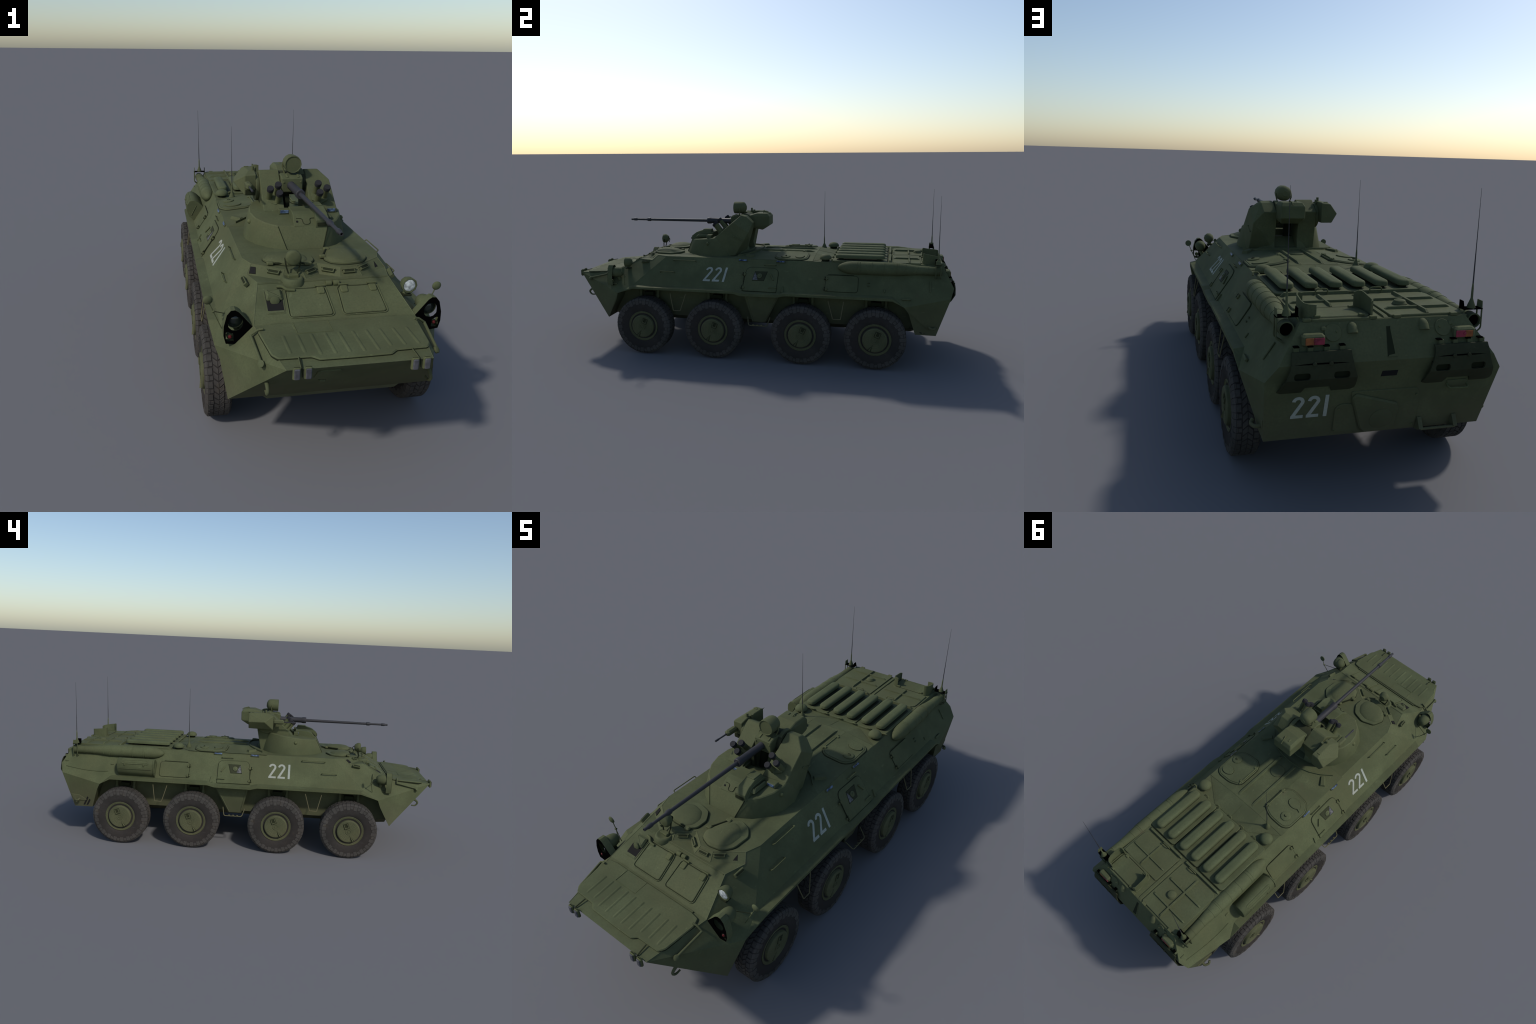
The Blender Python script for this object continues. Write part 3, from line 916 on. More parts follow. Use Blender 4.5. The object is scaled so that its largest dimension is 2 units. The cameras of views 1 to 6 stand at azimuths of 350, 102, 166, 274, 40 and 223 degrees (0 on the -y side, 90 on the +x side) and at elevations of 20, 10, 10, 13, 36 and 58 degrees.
# slightly crowned roof panel behind the turret
bm = bmesh.new()
RC_ = {k: bm.verts.new(p) for k, p in dict(a=(.232, -.11, .4965), b=(.232, .31, .4965), c=(.105, .405, .4965), r0=(.092, -.02, .5130), r1=(.092, .31, .5130),
                                           A=(-.232, -.11, .4965), B=(-.232, .31, .4965), C=(-.105, .405, .4965), R0=(-.092, -.02, .5130), R1=(-.092, .31, .5130)).items()}
for f in ("a b r1 r0", "b c r1", "r1 c C R1", "r0 r1 R1 R0", "A R0 R1 B", "B R1 C", "a r0 R0 A", "A B C c b a"):
    bm.faces.new([RC_[k] for k in f.split()])
finish("roof_panel", bm, GREEN, None, 2)
# stiffening rails down the middle, splash guard arc, round cover
for x in (.051, -.036):
    bm = bmesh.new()
    rr = []
    for y, k in ((.012, .2), (.022, 1), (.278, 1), (.300, .1)):
        rr.append([V((x + u, y, roof_z(x, y) + v * k)) for u, v in ((-.0065, -.002), (.0065, -.002), (.0045, .0075), (-.0045, .0075))])
    add_poly(bm, rr)
    finish("roof_rail", bm, GREEN, None, 25)
arc = [(.190, -.085), (.150, -.040), (.105, -.012), (.055, .002), (0, .006), (-.055, .002), (-.105, -.014), (-.150, -.042), (-.195, -.083)]
bm = bmesh.new()
for a, b in zip(arc, arc[1:]):
    d = (V((*b, 0)) - V((*a, 0))).normalized()
    w = V((-d.y, d.x, 0)) * .0015
    a3, b3 = V((*a, roof_z(*a))), V((*b, roof_z(*b)))
    add_poly(bm, [[a3 - w - UP * .002, a3 + w - UP * .002, a3 + w + UP * .008, a3 - w + UP * .008], [b3 - w - UP * .002, b3 + w - UP * .002, b3 + w + UP * .008, b3 - w + UP * .008]])
finish("splash_guard", bm, GREEN, None, 25)
lathe("roof_cover", [(.033, -.002), (.033, .003), (.031, .0042), (0, .0042)], V((.008, .085, ROOF + .0160)), UP, GREEN, None, 28)
for a, b in (((.0, .40), (.0, .31)), ((.09, .312), (-.09, .312)), ((.23, .312), (.09, .312)), ((-.23, .312), (-.09, .312)), ((.09, .31), (.09, .05)), ((-.09, .31), (-.09, .05))):
    tube("roof_weld", [V((*a, roof_z(*a) + .0002)), V((*b, roof_z(*b) + .0002))], .0005, GREEN_HI, None, 5)
# pressure-vessel shaped intake louvres on paired beds
LX = (.193, .117, .039, -.035, -.110, -.184)
for x0, x1 in ((.235, .080), (.076, -.074), (-.078, -.228)):
    bed = plate("louvre_bed", rounded([roof(x0, .408), roof(x1, .408), roof(x1, .676), roof(x0, .676)], .016, 4), UP, .007, GREEN, None, .002)
for x in LX:
    plate("louvre_shadow_plate", rounded([roof(x - .020, .430), roof(x + .030, .430), roof(x + .030, .656), roof(x - .020, .656)], .012, 4), UP, .0076, DARK_GREEN, None, .0004)  # darker plate offset to +x, the pill's cast shadow laid on the bed
    pill = rounded([V((x - .0215, .422, 0)), V((x + .0215, .422, 0)), V((x + .0215, .664, 0)), V((x - .0215, .664, 0))], .021, 6)
    up_to = lambda k, z: [V((p.x, p.y, z)) for p in inset(pill, UP, k)]
    bm = bmesh.new()
    add_poly(bm, [up_to(.004, .511), up_to(.0, .5135), up_to(0, .524), up_to(.002, .5275), up_to(.007, .5302), up_to(.0125, .5313)])
    lv = finish("intake_louvre", bm, LOUVRE, None, 50)
    for y in (.45, .636):
        box("louvre_post", roof(x, y, .010), (.026, .022, .022), SHADE, lv)
for x in (.235, .155, .078, .002, -.075, -.150):
    tube("louvre_clip", bent([roof(x + .012, .412, .004), roof(x + .008, .404, .012), roof(x - .008, .404, .012), roof(x - .012, .412, .004)], .004), .0028, GREEN_HI, None, 6)

# rear deck
def beam(name, a, b, w, h, parent=None, mat=None):
    a, b = V(a), V(b)
    d = (b - a).normalized()
    q = UP.cross(d)
    bm = bmesh.new()
    rings = []
    L = (b - a).length
    for t, k in ((0, .2), (min(.25, .010 / L), 1), (1 - min(.25, .010 / L), 1), (1, .2)):
        c = a.lerp(b, t)
        rings.append([c - q * w / 2 - UP * .002, c + q * w / 2 - UP * .002, c + q * w * .32 + UP * h * k, c - q * w * .32 + UP * h * k])
    add_poly(bm, rings)
    return finish(name, bm, mat or GREEN, parent, 25)


plate("deck_gap", [roof(.232, .684, -.001), roof(-.232, .684, -.001), roof(-.232, .936, -.003), roof(.232, .936, -.003)], UP, .0012, GREEN, None, .0003)
DZ = ROOF + .0045
deck_l = plate("engine_deck", rounded([roof(.012, .702), roof(.224, .702), roof(.224, .836), roof(.012, .836)], [.006, .03, .006, .006], 4), UP, .0045, GREEN, None, .0015)
deck_r = plate("engine_deck", rounded([roof(-.012, .702), roof(-.224, .702), roof(-.226, .930), roof(-.012, .930)], [.006, .03, .02, .006], 4), UP, .0045, GREEN, None, .0015)
dk = lambda x, y: V((x, y, DZ))
beam("deck_rib", dk(.219, .782), dk(.022, .782), .0085, .006, deck_l)
beam("deck_rib", dk(.117, .709), dk(.117, .833), .0085, .0072, deck_l)
for y in (.784, .873):
    beam("deck_rib", dk(-.022, y), dk(-.212, y), .0100, .007, deck_r)
beam("deck_rib", dk(-.120, .709), dk(-.120, .926), .0100, .0082, deck_r)
lathe("deck_dome", [(.021, 0), (.021, .003), (.018, .006), (.016, .011), (.010, .0135), (0, .014)], dk(-.086, .829), UP, GREEN, deck_r, 14)
beam("cross_bar", roof(.222, .689), roof(.008, .689), .013, .012)
beam("cross_bar", roof(-.012, .689), roof(-.224, .689), .013, .012)
beam("deck_spine", roof(.001, .700), roof(.001, .934, -.002), .018, .005)
for x0, x1 in ((.119, .081), (-.051, -.090)):
    grip("lift_handle", roof(x0, .697), roof(x1, .697), (0, .1, 1), .022, .0022)
lid_out = rounded([roof(.046, .846, -.001), roof(.206, .846, -.001), roof(.206, .928, -.001), roof(.040, .928, -.001)], .018, 4)
plate("lid_rim", inset(lid_out, UP, -.011), UP, .0050, GREEN, None, .002)
plate("lid_shadow_outline", inset(lid_out, UP, -.0035), UP, .0053, SHADE, None, .0003)  # dark ring modelled for the shadow around the lid
lid = plate("access_lid", lid_out, UP, .0075, GREEN, None, .002)
for x in (.066, .186):
    for y in (.848, .925):
        box("lid_lug", roof(x, y, .008), (.016, .010, .006), GREEN_HI, lid, None, .001)
for x in (.225, .04, -.03, -.2):
    box("deck_lug", (x * .96, .934, .499), (.020, .010, .008), GREEN_HI, None, None, .001)


def curved_wall(name, path, z0, z1s, mat=None, th=.003):
    bm = bmesh.new()
    k = len(path)
    rings = []
    for i in range(k):
        a, b = V((*path[max(0, i - 1)], 0)), V((*path[min(k - 1, i + 1)], 0))
        d = (b - a).normalized()
        w = V((-d.y, d.x, 0)) * th / 2
        p = V((*path[i], 0))
        rings.append([p - w + UP * z0, p + w + UP * z0, p + w + UP * z1s[i], p - w + UP * z1s[i]])
    add_poly(bm, rings)
    return finish(name, bm, mat or GREEN, None, 40)


curved_wall("deck_guard", [(.060, .849), (.048, .849), (.039, .853), (.035, .862), (.034, .880), (.034, .912), (.036, .922), (.042, .926)], .494, [.546, .549, .549, .547, .544, .541, .540, .539])
curved_wall("deck_guard", [(.203, .846), (.212, .846), (.219, .851), (.222, .861), (.222, .900), (.218, .914), (.208, .921), (.188, .923)], .494, [.547, .549, .549, .547, .541, .538, .536, .534])

# ------------------------------------------------------------------ rear plate fittings
for x, out_s in ((.099, 1), (-.099, -1)):
    # dome vents
    bm = bmesh.new()
    rings = []
    for z, r, d in ((.465, .0145, .013), (.478, .0140, .0115), (.486, .0115, .008), (.491, .007, .004), (.4925, .003, .001)):
        c = rear_up(x, z)
        rings.append([c + V((r * math.cos(a), 0, 0)) + REAR_UP_N * (d * math.sin(a)) - REAR_UP_N * .001 for a in [PI * i / 8 for i in range(9)]])
    add_poly(bm, rings)
    finish("rear_vent", bm, GREEN, None, 50)
for s in (1, -1):
    c = rear_up(s * .152, .4685)
    pc = lathe("round_cover", [(.0225, -.002), (.0225, .0025), (.0215, .0032), (0, .0032)], c, REAR_UP_N, GREEN, None, 28)
    lathe("cover_stud", [(.003, .002), (.0025, .005), (0, .005)], c + V((-s * .010, 0, .002)), REAR_UP_N, GREEN_HI, pc, 10)
    box("cover_hinge", rear_up(s * .176, .478) + REAR_UP_N * .002, (.012, .010, .006), GREEN, pc, (V((1, 0, 0)), REAR_UP_N.cross(V((1, 0, 0))), REAR_UP_N))
    # tail lamp
    lc = rear_up(s * .207, .455)
    ax = (V((1, 0, 0)), REAR_UP_N.cross(V((1, 0, 0))), REAR_UP_N)
    yy = lc.y
    tl = box("tail_lamp", V((s * .207, yy + .004, .457)), (.060, .024, .030), GREEN, None, None, .005)
    box("tail_lens", V((s * .1935, yy + .0165, .4560)), (.027, .003, .018), RED, tl, None, .001)
    box("tail_lens", V((s * .2180, yy + .0165, .4560)), (.022, .003, .018), AMBER, tl, None, .001)
    lathe("tail_reflector", [(.004, 0), (.004, .002), (0, .003)], V((s * .205, yy + .017, .457)), (0, 1, 0), RED, tl, 12)
    for x in (.252, .216, .174, .133):
        box("rear_cleat_step", V((s * (x + (.005 if s < 0 else 0)), .971, .437)), (.014, .014, .014), GREEN, None)
        plate("cleat_top", [V((s * x - .007, .966, .4445)), V((s * x + .007, .966, .4445)), V((s * x + .007, .978, .4445)), V((s * x - .007, .978, .4445))], UP, .001, BLACK, None, .0002)
    # hanging mud flap: curved sheet with notched lower edge
    cols = [0, .06, .10, .30, .335, .37, .62, .655, .69, .9, .95, 1]
    rows = [(.433, .979, .112, .266), (.424, .990, .112, .266), (.411, .1, .110, .268), (.395, 1.003, .106, .270), (.366, 1.005, .097, .281), (.340, .1, .094, .291), (.320, .1, .092, .2965)]
    yprof = [.984, .9895, .9945, .997, .9965, .979, .963]
    def flap_pt(r, c, off=0.0):
        z, _, xa, xb = rows[r]
        u = cols[c]
        x = xa + (xb - xa) * u
        y = yprof[r]
        if r == 6:
            z = .337 if .335 <= u <= .655 else (.321 if 0 < u < 1 else .325)
            y = .9735 if .335 <= u <= .655 else .963
        if r == 5 and .335 <= u <= .655:
            z, y = .345, .979
        return V((s * (x + (.004 if s < 0 else 0)), y + off, z))
    bm = bmesh.new()
    g0 = [[bm.verts.new(flap_pt(r, c)) for c in range(len(cols))] for r in range(7)]
    g1 = [[bm.verts.new(flap_pt(r, c, -.005)) for c in range(len(cols))] for r in range(7)]
    R, C = 7, len(cols)
    for r in range(R - 1):
        for c in range(C - 1):
            bm.faces.new((g0[r][c], g0[r][c + 1], g0[r + 1][c + 1], g0[r + 1][c]))
            bm.faces.new((g1[r][c], g1[r + 1][c], g1[r + 1][c + 1], g1[r][c + 1]))
    for r in range(R - 1):
        for c in (0, C - 1):
            bm.faces.new((g0[r][c], g0[r + 1][c], g1[r + 1][c], g1[r][c]))
    for c in range(C - 1):
        for r in (0, R - 1):
            bm.faces.new((g0[r][c], g1[r][c], g1[r][c + 1], g0[r][c + 1]))
    flap = finish("wave_deflector", bm, DARK_GREEN, None, 40)
    for xa in (.138, .240):
        sl = rounded([V((s * (xa - .021), 0, .384)), V((s * (xa + .021), 0, .384)), V((s * (xa + .021), 0, .366)), V((s * (xa - .021), 0, .366))], .0085, 5)
        cut(flap, [V((p.x, y, p.z)) for p in sl for y in (.97, 1.02)], DARK_GREEN)
        plate("deflector_backing", [V((s * (xa - .026), .9825, .390)), V((s * (xa + .026), .9825, .390)), V((s * (xa + .026), .9825, .360)), V((s * (xa - .026), .9825, .360))], V((0, 1, 0)), .001, SHADE, flap, .0003)
    # seam line with two knuckles
    pts = [V((s * (.114 + .152 * t), 0.9945, .405 + .0015 * math.sin(PI * t))) for t in (0, .35, .65, 1)]
    tube("deflector_seam", pts, [.0008, .0022, .0022, .0008], BLACK, flap, 6)
    for x in (.168, .210):
        lathe("deflector_knuckle", [(.0055, -.006), (.0055, .004), (.004, .005)], V((s * x, 0.9945, .406)), (0, 1, 0), DARK_GREEN, flap, 10)
# slots of the rear plate
plate("rear_slot", [rear_up(-.005, .477), rear_up(.006, .477), rear_up(.013, .408), rear_up(-.014, .408)], REAR_UP_N, .0008, SHADE, None, .0002)
plate("rear_slot_floor", [rear_up(-.012, .415), rear_up(.009, .412), rear_up(.013, .408), rear_up(-.014, .408)], REAR_UP_N, .0016, GREEN, None, .0002)
plate("rear_slot_cheek", [rear_up(-.005, .477), rear_up(-.0035, .472), rear_up(-.008, .412), rear_up(-.014, .408)], REAR_UP_N, .0014, GREEN, None, .0002)
plate("rear_opening", [rear_low(-.021, .369), rear_low(.022, .369), rear_low(.024, .353), rear_low(-.020, .353)], REAR_LOW_N, .0008, CHAR, None, .0002)
# trapezoid inspection plate with raised lid
ip = plate("rear_inspection_plate", rounded([rear_low(.096, .312), rear_low(-.088, .310), rear_low(-.100, .294), rear_low(-.110, .177), rear_low(.070, .177)], .008, 3), REAR_LOW_N, .003, GREEN, None, .001)
il = plate("rear_inspection_lid", rounded([rear_low(.094, .294), rear_low(.084, .308), rear_low(-.036, .270), rear_low(-.045, .254), rear_low(-.044, .192), rear_low(-.034, .183), rear_low(.044, .180), rear_low(.057, .194)], .006, 3), REAR_LOW_N, .011, GREEN, None, .004)
lathe("lid_disc", [(.0325, .0105), (.0325, .0118), (.0315, .0122), (0, .0122)], rear_low(.002, .224), REAR_LOW_N, GREEN, il, 28)
plate("rear_small_plate", rounded([rear_low(.130, .186), rear_low(.134, .262), rear_low(.120, .275), rear_low(.088, .274), rear_low(.055, .180)], .008, 3), REAR_LOW_N, .004, GREEN, None, .0015)
for x, z in ((.123, .262), (.124, .190), (-.090, .290), (-.098, .190), (.072, .300)):
    lathe("plate_bolt", [(.0035, 0), (.003, .006), (0, .0065)], rear_low(x, z), REAR_LOW_N, GREEN_HI, ip, 8)
hp = rear_low(-.200, .312)
plate("tow_recess", rounded([rear_low(-.170, .326), rear_low(-.230, .326), rear_low(-.234, .310), rear_low(-.178, .306)], .006, 3), REAR_LOW_N, .003, GREEN, None, .001)
grip("tow_handle", rear_low(-.174, .316), rear_low(-.232, .314), REAR_LOW_N + V((0, 0, -.5)), .012, .0028)
# step bracket
for x in (-.118, -.222):
    convex("step_cheek", [V((x + d, y, z)) for d in (-.006, .006) for y, z in ((.908, .168), (.930, .172), (.944, .180), (.928, .209), (.922, .209))], GREEN)
tube("step_bar", [(-.118, .938, .178), (-.222, .938, .178)], .004, GREEN)

# ------------------------------------------------------------------ antennas
def antenna(x, y, z0, zt, cone=.010, lean=0.0):
    a = lathe("antenna", [(cone * 1.25, 0), (cone * 1.2, .003), (cone, .010), (cone * .62, .020), (.0034, .028), (.0030, .055), (.0022, .066), (.0018, .070)], (x, y, z0), (0, 0, 1), GREEN, None, 16, 50)
    tube("antenna_whip", [(x, y, z0 + .04), (x, y, z0 + .12), (x, y, (z0 + zt) / 2), (x, y, zt)], [.0021, .0017, .0012, .0004], GUN, a, 8)


antenna(-.155, .324, ROOF + .004, .820, .012)
for s in (1, -1):
    x, y, z = s * .260, .914, .506
    antenna(x, y, z, .831)
    br = plate("antenna_bracket", [V((x - .029, y - .014, z)), V((x + .029, y - .014, z)), V((x + .029, y + .012, z)), V((x - .029, y + .012, z))], UP, .002, BLACK, None, .0003, -.001)
    for d in (-.027, .027):
        sgn = 1 if d > 0 else -1
        convex("bracket_wing", [V((x + d + t, yy, zz)) for t in (-.001, .001) for yy, zz in ((y - .014, z), (y + .012, z), (y - .014, z + .022), (y + .004, z + .022))] if sgn > 0 else
               [V((x + d + t, yy, zz)) for t in (-.001, .001) for yy, zz in ((y - .014, z), (y + .012, z), (y + .010, z + .022), (y - .012, z + .022))], BLACK if sgn * s < 0 else GREEN, br)
    for yy in (y - .012, y + .010):
        tube("bracket_leg", bent([V((x + s * .027, yy, z)), V((x + s * .028, yy, .452)), side(s, yy + .004, .440)], .006), .0022, GREEN, br)
        tube("bracket_leg", bent([V((x - s * .024, yy, z)), V((x - s * .032, yy, .494))], .004), .002, GREEN, br)

# ------------------------------------------------------------------ headlamps, cages, mirrors
hl = lathe("headlamp", [(.004, .031), (.012, .029), (.020, .022), (.0235, .012), (.0245, .002), (.0250, 0), (.0250, -.005), (.0215, -.006), (.0200, -.002)], (.257, -.684, .462), (0, 1, 0), GREEN, None, 10, 40)
lathe("headlamp_glass", [(.0205, 0), (.018, -.004), (.010, -.006), (0, -.0065)], (.257, -.685, .462), (0, 1, 0), LENS, hl, 24)
tube("headlamp_stalk", [(.257, -.674, .442), (.250, -.674, .428)], .009, GREEN, hl)
box("headlamp_pad", (.254, -.676, .430), (.028, .026, .006), SHADE, hl)
for s in (1, -1):
    m = lambda x, y, z: V((s * x, y, z))
    # guard: sheet metal hood around a blackout lamp
    cage = [(.243, .398), (.283, .446), (.294, .453), (.306, .452), (.318, .438), (.327, .404), (.328, .374), (.322, .350), (.300, .347), (.287, .347)]
    bm = bmesh.new()
    outer = [m(x, -.762, z) for x, z in cage]
    cxz = (.298, .405)
    def ring_at(y, k):
        return [m(cxz[0] + (x - cxz[0]) * k, y, cxz[1] + (z - cxz[1]) * k) for x, z in cage]
    # open ring: outer skin, front lip, inner skin
    add_poly(bm, [ring_at(-.735, 1.0), ring_at(-.7615, 1.0), ring_at(-.7615, .97), ring_at(-.735, .97)], False)
    gd = finish("lamp_guard", bm, GREEN, None, 25)
    # black face with a round lamp opening and a lower side opening
    ob = [m(.298 + (x - .298) * .985, -.7585, .405 + (z - .405) * .985) for x, z in cage]
    face = plate("guard_face", ob, V((0, -1, 0)), .004, BLACK, gd, .0003, 0)
    hole = [(.293 + .0225 * math.cos(a), .411 + .0235 * math.sin(a)) for a in [2 * PI * i / 12 for i in range(12)]]
    low = [(.300, .381), (.315, .388), (.321, .385), (.3215, .362), (.317, .355), (.298, .3545)]
    for op in (hole, low):
        cut(face, [m(x, y, z) for x, z in op for y in (-.78, -.74)], BLACK)
    bl = lathe("blackout_lamp", [(.004, .036), (.014, .034), (.021, .026), (.0255, .012), (.0265, 0), (.0265, -.020), (.024, -.024), (.0215, -.022)], m(.293, -.722, .415), (0, 1, 0), GREEN, None, 18, 40)
    lathe("blackout_glass", [(.022, -.020), (.016, -.025), (0, -.027)], m(.293, -.724, .413), (0, 1, 0), DARKGLASS, bl, 18)
    tube("lamp_mount", [m(.293, -.715, .392), m(.282, -.712, .372)], .010, GREEN, bl)
    box("lamp_shelf", m(.292, -.735, .353), (.034, .030, .005), GREEN, bl)
    lathe("indicator", [(.0095, .012), (.0095, 0), (.006, -.004), (0, -.005)], m(.309, -.752, .368), (0, 1, 0), GREEN_HI, gd, 8)
    lathe("indicator_lens", [(.006, 0), (.004, -.004), (0, -.005)], m(.309, -.757, .369), (0, 1, 0), DIMRED, gd, 10)
    # mirror
    mr = lathe("mirror", [(.0145, -.002), (.0150, 0), (.0130, .003), (.008, .0055), (0, .006)], m(.361, -.655, .441), (0, -1, -.1), GREEN, None, 14, 40)
    tube("mirror_arm", [m(.360, -.654, .438), m(.345, -.655, .402), m(.323, -.667, .352)], .0018, GREEN, mr, 6)
    tube("mirror_arm", [m(.346, -.655, .404), m(.278, -.684, .398)], .0014, SHADE, mr, 6)
    lathe("mirror_joint", [(.004, -.004), (.004, .004)], m(.345, -.655, .403), (1, 0, .5), GREEN, mr, 8)

# search lamp ahead of the commander
dome = lathe("lamp_pedestal", [(.028, -.046), (.035, -.030), (.038, -.014), (.0375, 0), (.034, .011), (.0305, .016), (.026, .0170), (.022, .0145), (0, .0145)], (-.094, -.617, .468), UP, GREEN, None, 22, 45)
box("pedestal_block", (-.092, -.614, .485), (.034, .018, .014), GREEN_HI, dome)
sl = lathe("search_lamp", [(.006, .020), (.016, .018), (.0215, .010), (.0245, .004), (.0250, 0), (.0250, -.008), (.0235, -.011), (.018, -.0135), (0, -.0145)], (-.090, -.602, .541), (0, 1, 0), GREEN, None, 14, 40)
for d in (-.020, .020):
    tube("lamp_fork", [(-.090 + d * 1.25, -.600, .541), (-.090 + d * 1.1, -.604, .515), (-.091 + d * .5, -.610, .480)], .0024, SHADE, sl, 6)
tube("lamp_handle", bent([(-.085, -.582, .548), (-.085, -.572, .540), (-.087, -.578, .520)], .006), .002, SHADE, sl, 6)

# ------------------------------------------------------------------ turret
TC = V((0, -.230, 0))
def top_z(y):
    return .571 + (y + .37) * .12
R_BASE, R_RIM = .188, .166
NARC, NFLAT = 32, 8
bm = bmesh.new()
def t_ring(r, z, corner):
    """Plan of the turret: a flat bow plate between the corners x = +-corner, then a sixteen-sided arc round the back."""
    a0 = math.asin(corner / r)
    front_y = TC.y - r * math.cos(a0)
    out = [V((-corner + 2 * corner * i / NFLAT, front_y, 0)) for i in range(NFLAT)]
    knots = [a0 + (2 * PI - 2 * a0) * i / (NARC // 2) for i in range(NARC // 2 + 1)]
    pts = [V((r * math.sin(a), TC.y - r * math.cos(a), 0)) for a in knots]
    for a, b in zip(pts, pts[1:]):
        out += [a, a.lerp(b, .5)]
    for p in out:
        p.z = z(p.y) if callable(z) else z
    return out
add_poly(bm, [t_ring(R_BASE, .485, .063), t_ring(R_BASE, .4975, .063), t_ring(R_RIM + .0008, lambda y: top_z(y) - .003, .0885), t_ring(R_RIM - .003, top_z, .0865)])
TURRET = finish("turret", bm, GREEN, None, 25)
# sunken floor behind the sight block, then the slot between the cheeks, open to the rear
cut(TURRET, [(x, y, z) for x in (-.030, .0605) for y in (-.262, -.15) for z in (.574, .65)])
cut(TURRET, [(x, y, z) for x in (-.0365, .0605) for y, z in ((-.175, .515), (-.198, .60), (-.205, .65), (.1, .515), (.1, .65))])
# seams of the bow armour of the turret
tube("turret_seam", [V((.0632, -.4072, .498)), V((.0885, -.3705, .5700))], .0018, SHADE, TURRET, 6)
tube("turret_seam", [V((-.0632, -.4072, .498)), V((-.0885, -.3705, .5700))], .0014, SHADE, TURRET, 6)
ttop = lambda x, y, h=.0: V((x, y, top_z(y) + h))
TN = V((0, -.135, 1)).normalized()
# raised block carrying the gunner's sight, with a circular joint in its sloping front
blk_f = lambda x, t, h=0.0: V((x, -.372 + .035 * t, .5700 + .0315 * t)) + V((0, -.69, .73)) * h
convex("sight_block", [V(p) for p in ((-.033, -.3725, .562), (.094, -.3695, .562), (-.033, -.3725, .5695), (.094, -.3695, .5695), (-.030, -.337, .6010), (.092, -.337, .6010),
                                      (-.030, -.318, .606), (.092, -.318, .606), (-.028, -.255, .608), (.090, -.255, .608), (-.028, -.252, .565), (.090, -.252, .565))], GREEN, TURRET, .0015)
tube("block_seam", bent([blk_f(-.022, .62, .0004), blk_f(.000, .62, .0004), blk_f(.000, .1, .0004), blk_f(.026, .1, .0004), blk_f(.026, .62, .0004), blk_f(.042, .62, .0004)], .011, 5), .0010, SHADE, TURRET, 6)
lathe("turret_port", [(.004, -.001), (.004, .0012), (0, .0012)], blk_f(-.020, .35), V((0, -.69, .73)), CHAR, TURRET, 10)
for s in (1, -1):
    lathe("lifting_stud", [(.010, -.004), (.010, .003), (.0075, .008), (.004, .011), (0, .0115)], V((s * .166, -.257, .559)), (s, -.15, .35), GREEN_HI, TURRET, 14, 50)
# gunner's sight box
convex("gunner_sight", [V(p) for p in ((.042, -.377, .563), (.092, -.373, .563), (.043, -.376, .588), (.090, -.373, .588), (.044, -.350, .608), (.088, -.347, .608), (.046, -.312, .621), (.086, -.308, .621),
                                       (.046, -.266, .621), (.084, -.264, .621), (.042, -.256, .585), (.092, -.254, .585))], GREEN, TURRET, .0015)
box("sight_visor", (.064, -.288, .622), (.036, .045, .006), GREEN, TURRET)
box("sight_window", (.066, -.3775, .574), (.036, .004, .012), SHADE, TURRET)
box("sight_cheek", (.098, -.300, .592), (.022, .085, .018), GREEN, TURRET, None, .004, (.6, .8))
for x in (-.045, .128):
    q = ttop(x, -.258, .008)
    vb = box("turret_periscope", q, (.040, .026, .018), GREEN, TURRET, None, .002)
    box("turret_periscope_glass", q + V((0, -.0125, .001)), (.030, .004, .011), BLUE, vb, None, .0005)
box("turret_block", (-.018, -.190, .603), (.016, .016, .05), SHADE, TURRET)

# tower cheeks either side of the gun
convex("turret_cheek", [V(p) for p in ((-.036, -.240, .500), (-.113, -.240, .500), (-.036, -.240, .588), (-.113, -.238, .590), (-.036, -.110, .712), (-.111, -.108, .713), (-.036, -.100, .712), (-.110, -.100, .712),
                                       (-.036, -.034, .668), (-.111, -.034, .668), (-.036, -.068, .497), (-.112, -.068, .497))], GREEN, TURRET, .002)
convex("turret_cheek", [V(p) for p in ((.060, -.238, .500), (.172, -.215, .500), (.060, -.238, .588), (.163, -.224, .588), (.160, -.122, .673), (.121, -.088, .708), (.070, -.090, .709), (.070, -.062, .703),
                                       (.122, -.060, .702), (.060, -.024, .667), (.116, -.024, .667), (.156, -.038, .622), (.058, -.075, .497), (.160, -.112, .497), (.115, -.045, .58))], GREEN, TURRET, .002)
for y, z in ((-.115, .60), (-.075, .582)):
    box("cheek_cleat", (.1635, y, z), (.006, .012, .005), GREEN_HI, TURRET)
tube("cheek_cleat_rod", [(.165, -.115, .60), (.164, -.075, .582)], .0012, GREEN_HI, TURRET, 6)
# trunnion drum across, end discs
lathe("trunnion_drum", [(.046, -.040), (.046, .066)], (0, -.088, .658), (1, 0, 0), DARK_GREEN, TURRET, 24)
lathe("trunnion_disc", [(.050, 0), (.052, .003), (.052, .012), (.050, .014)], (-.112, -.093, .648), (-1, 0, 0), GREEN, TURRET, 20)
lathe("trunnion_disc", [(.050, 0), (.050, .016)], (.046, -.080, .660), (1, 0, 0), GREEN, TURRET, 20)
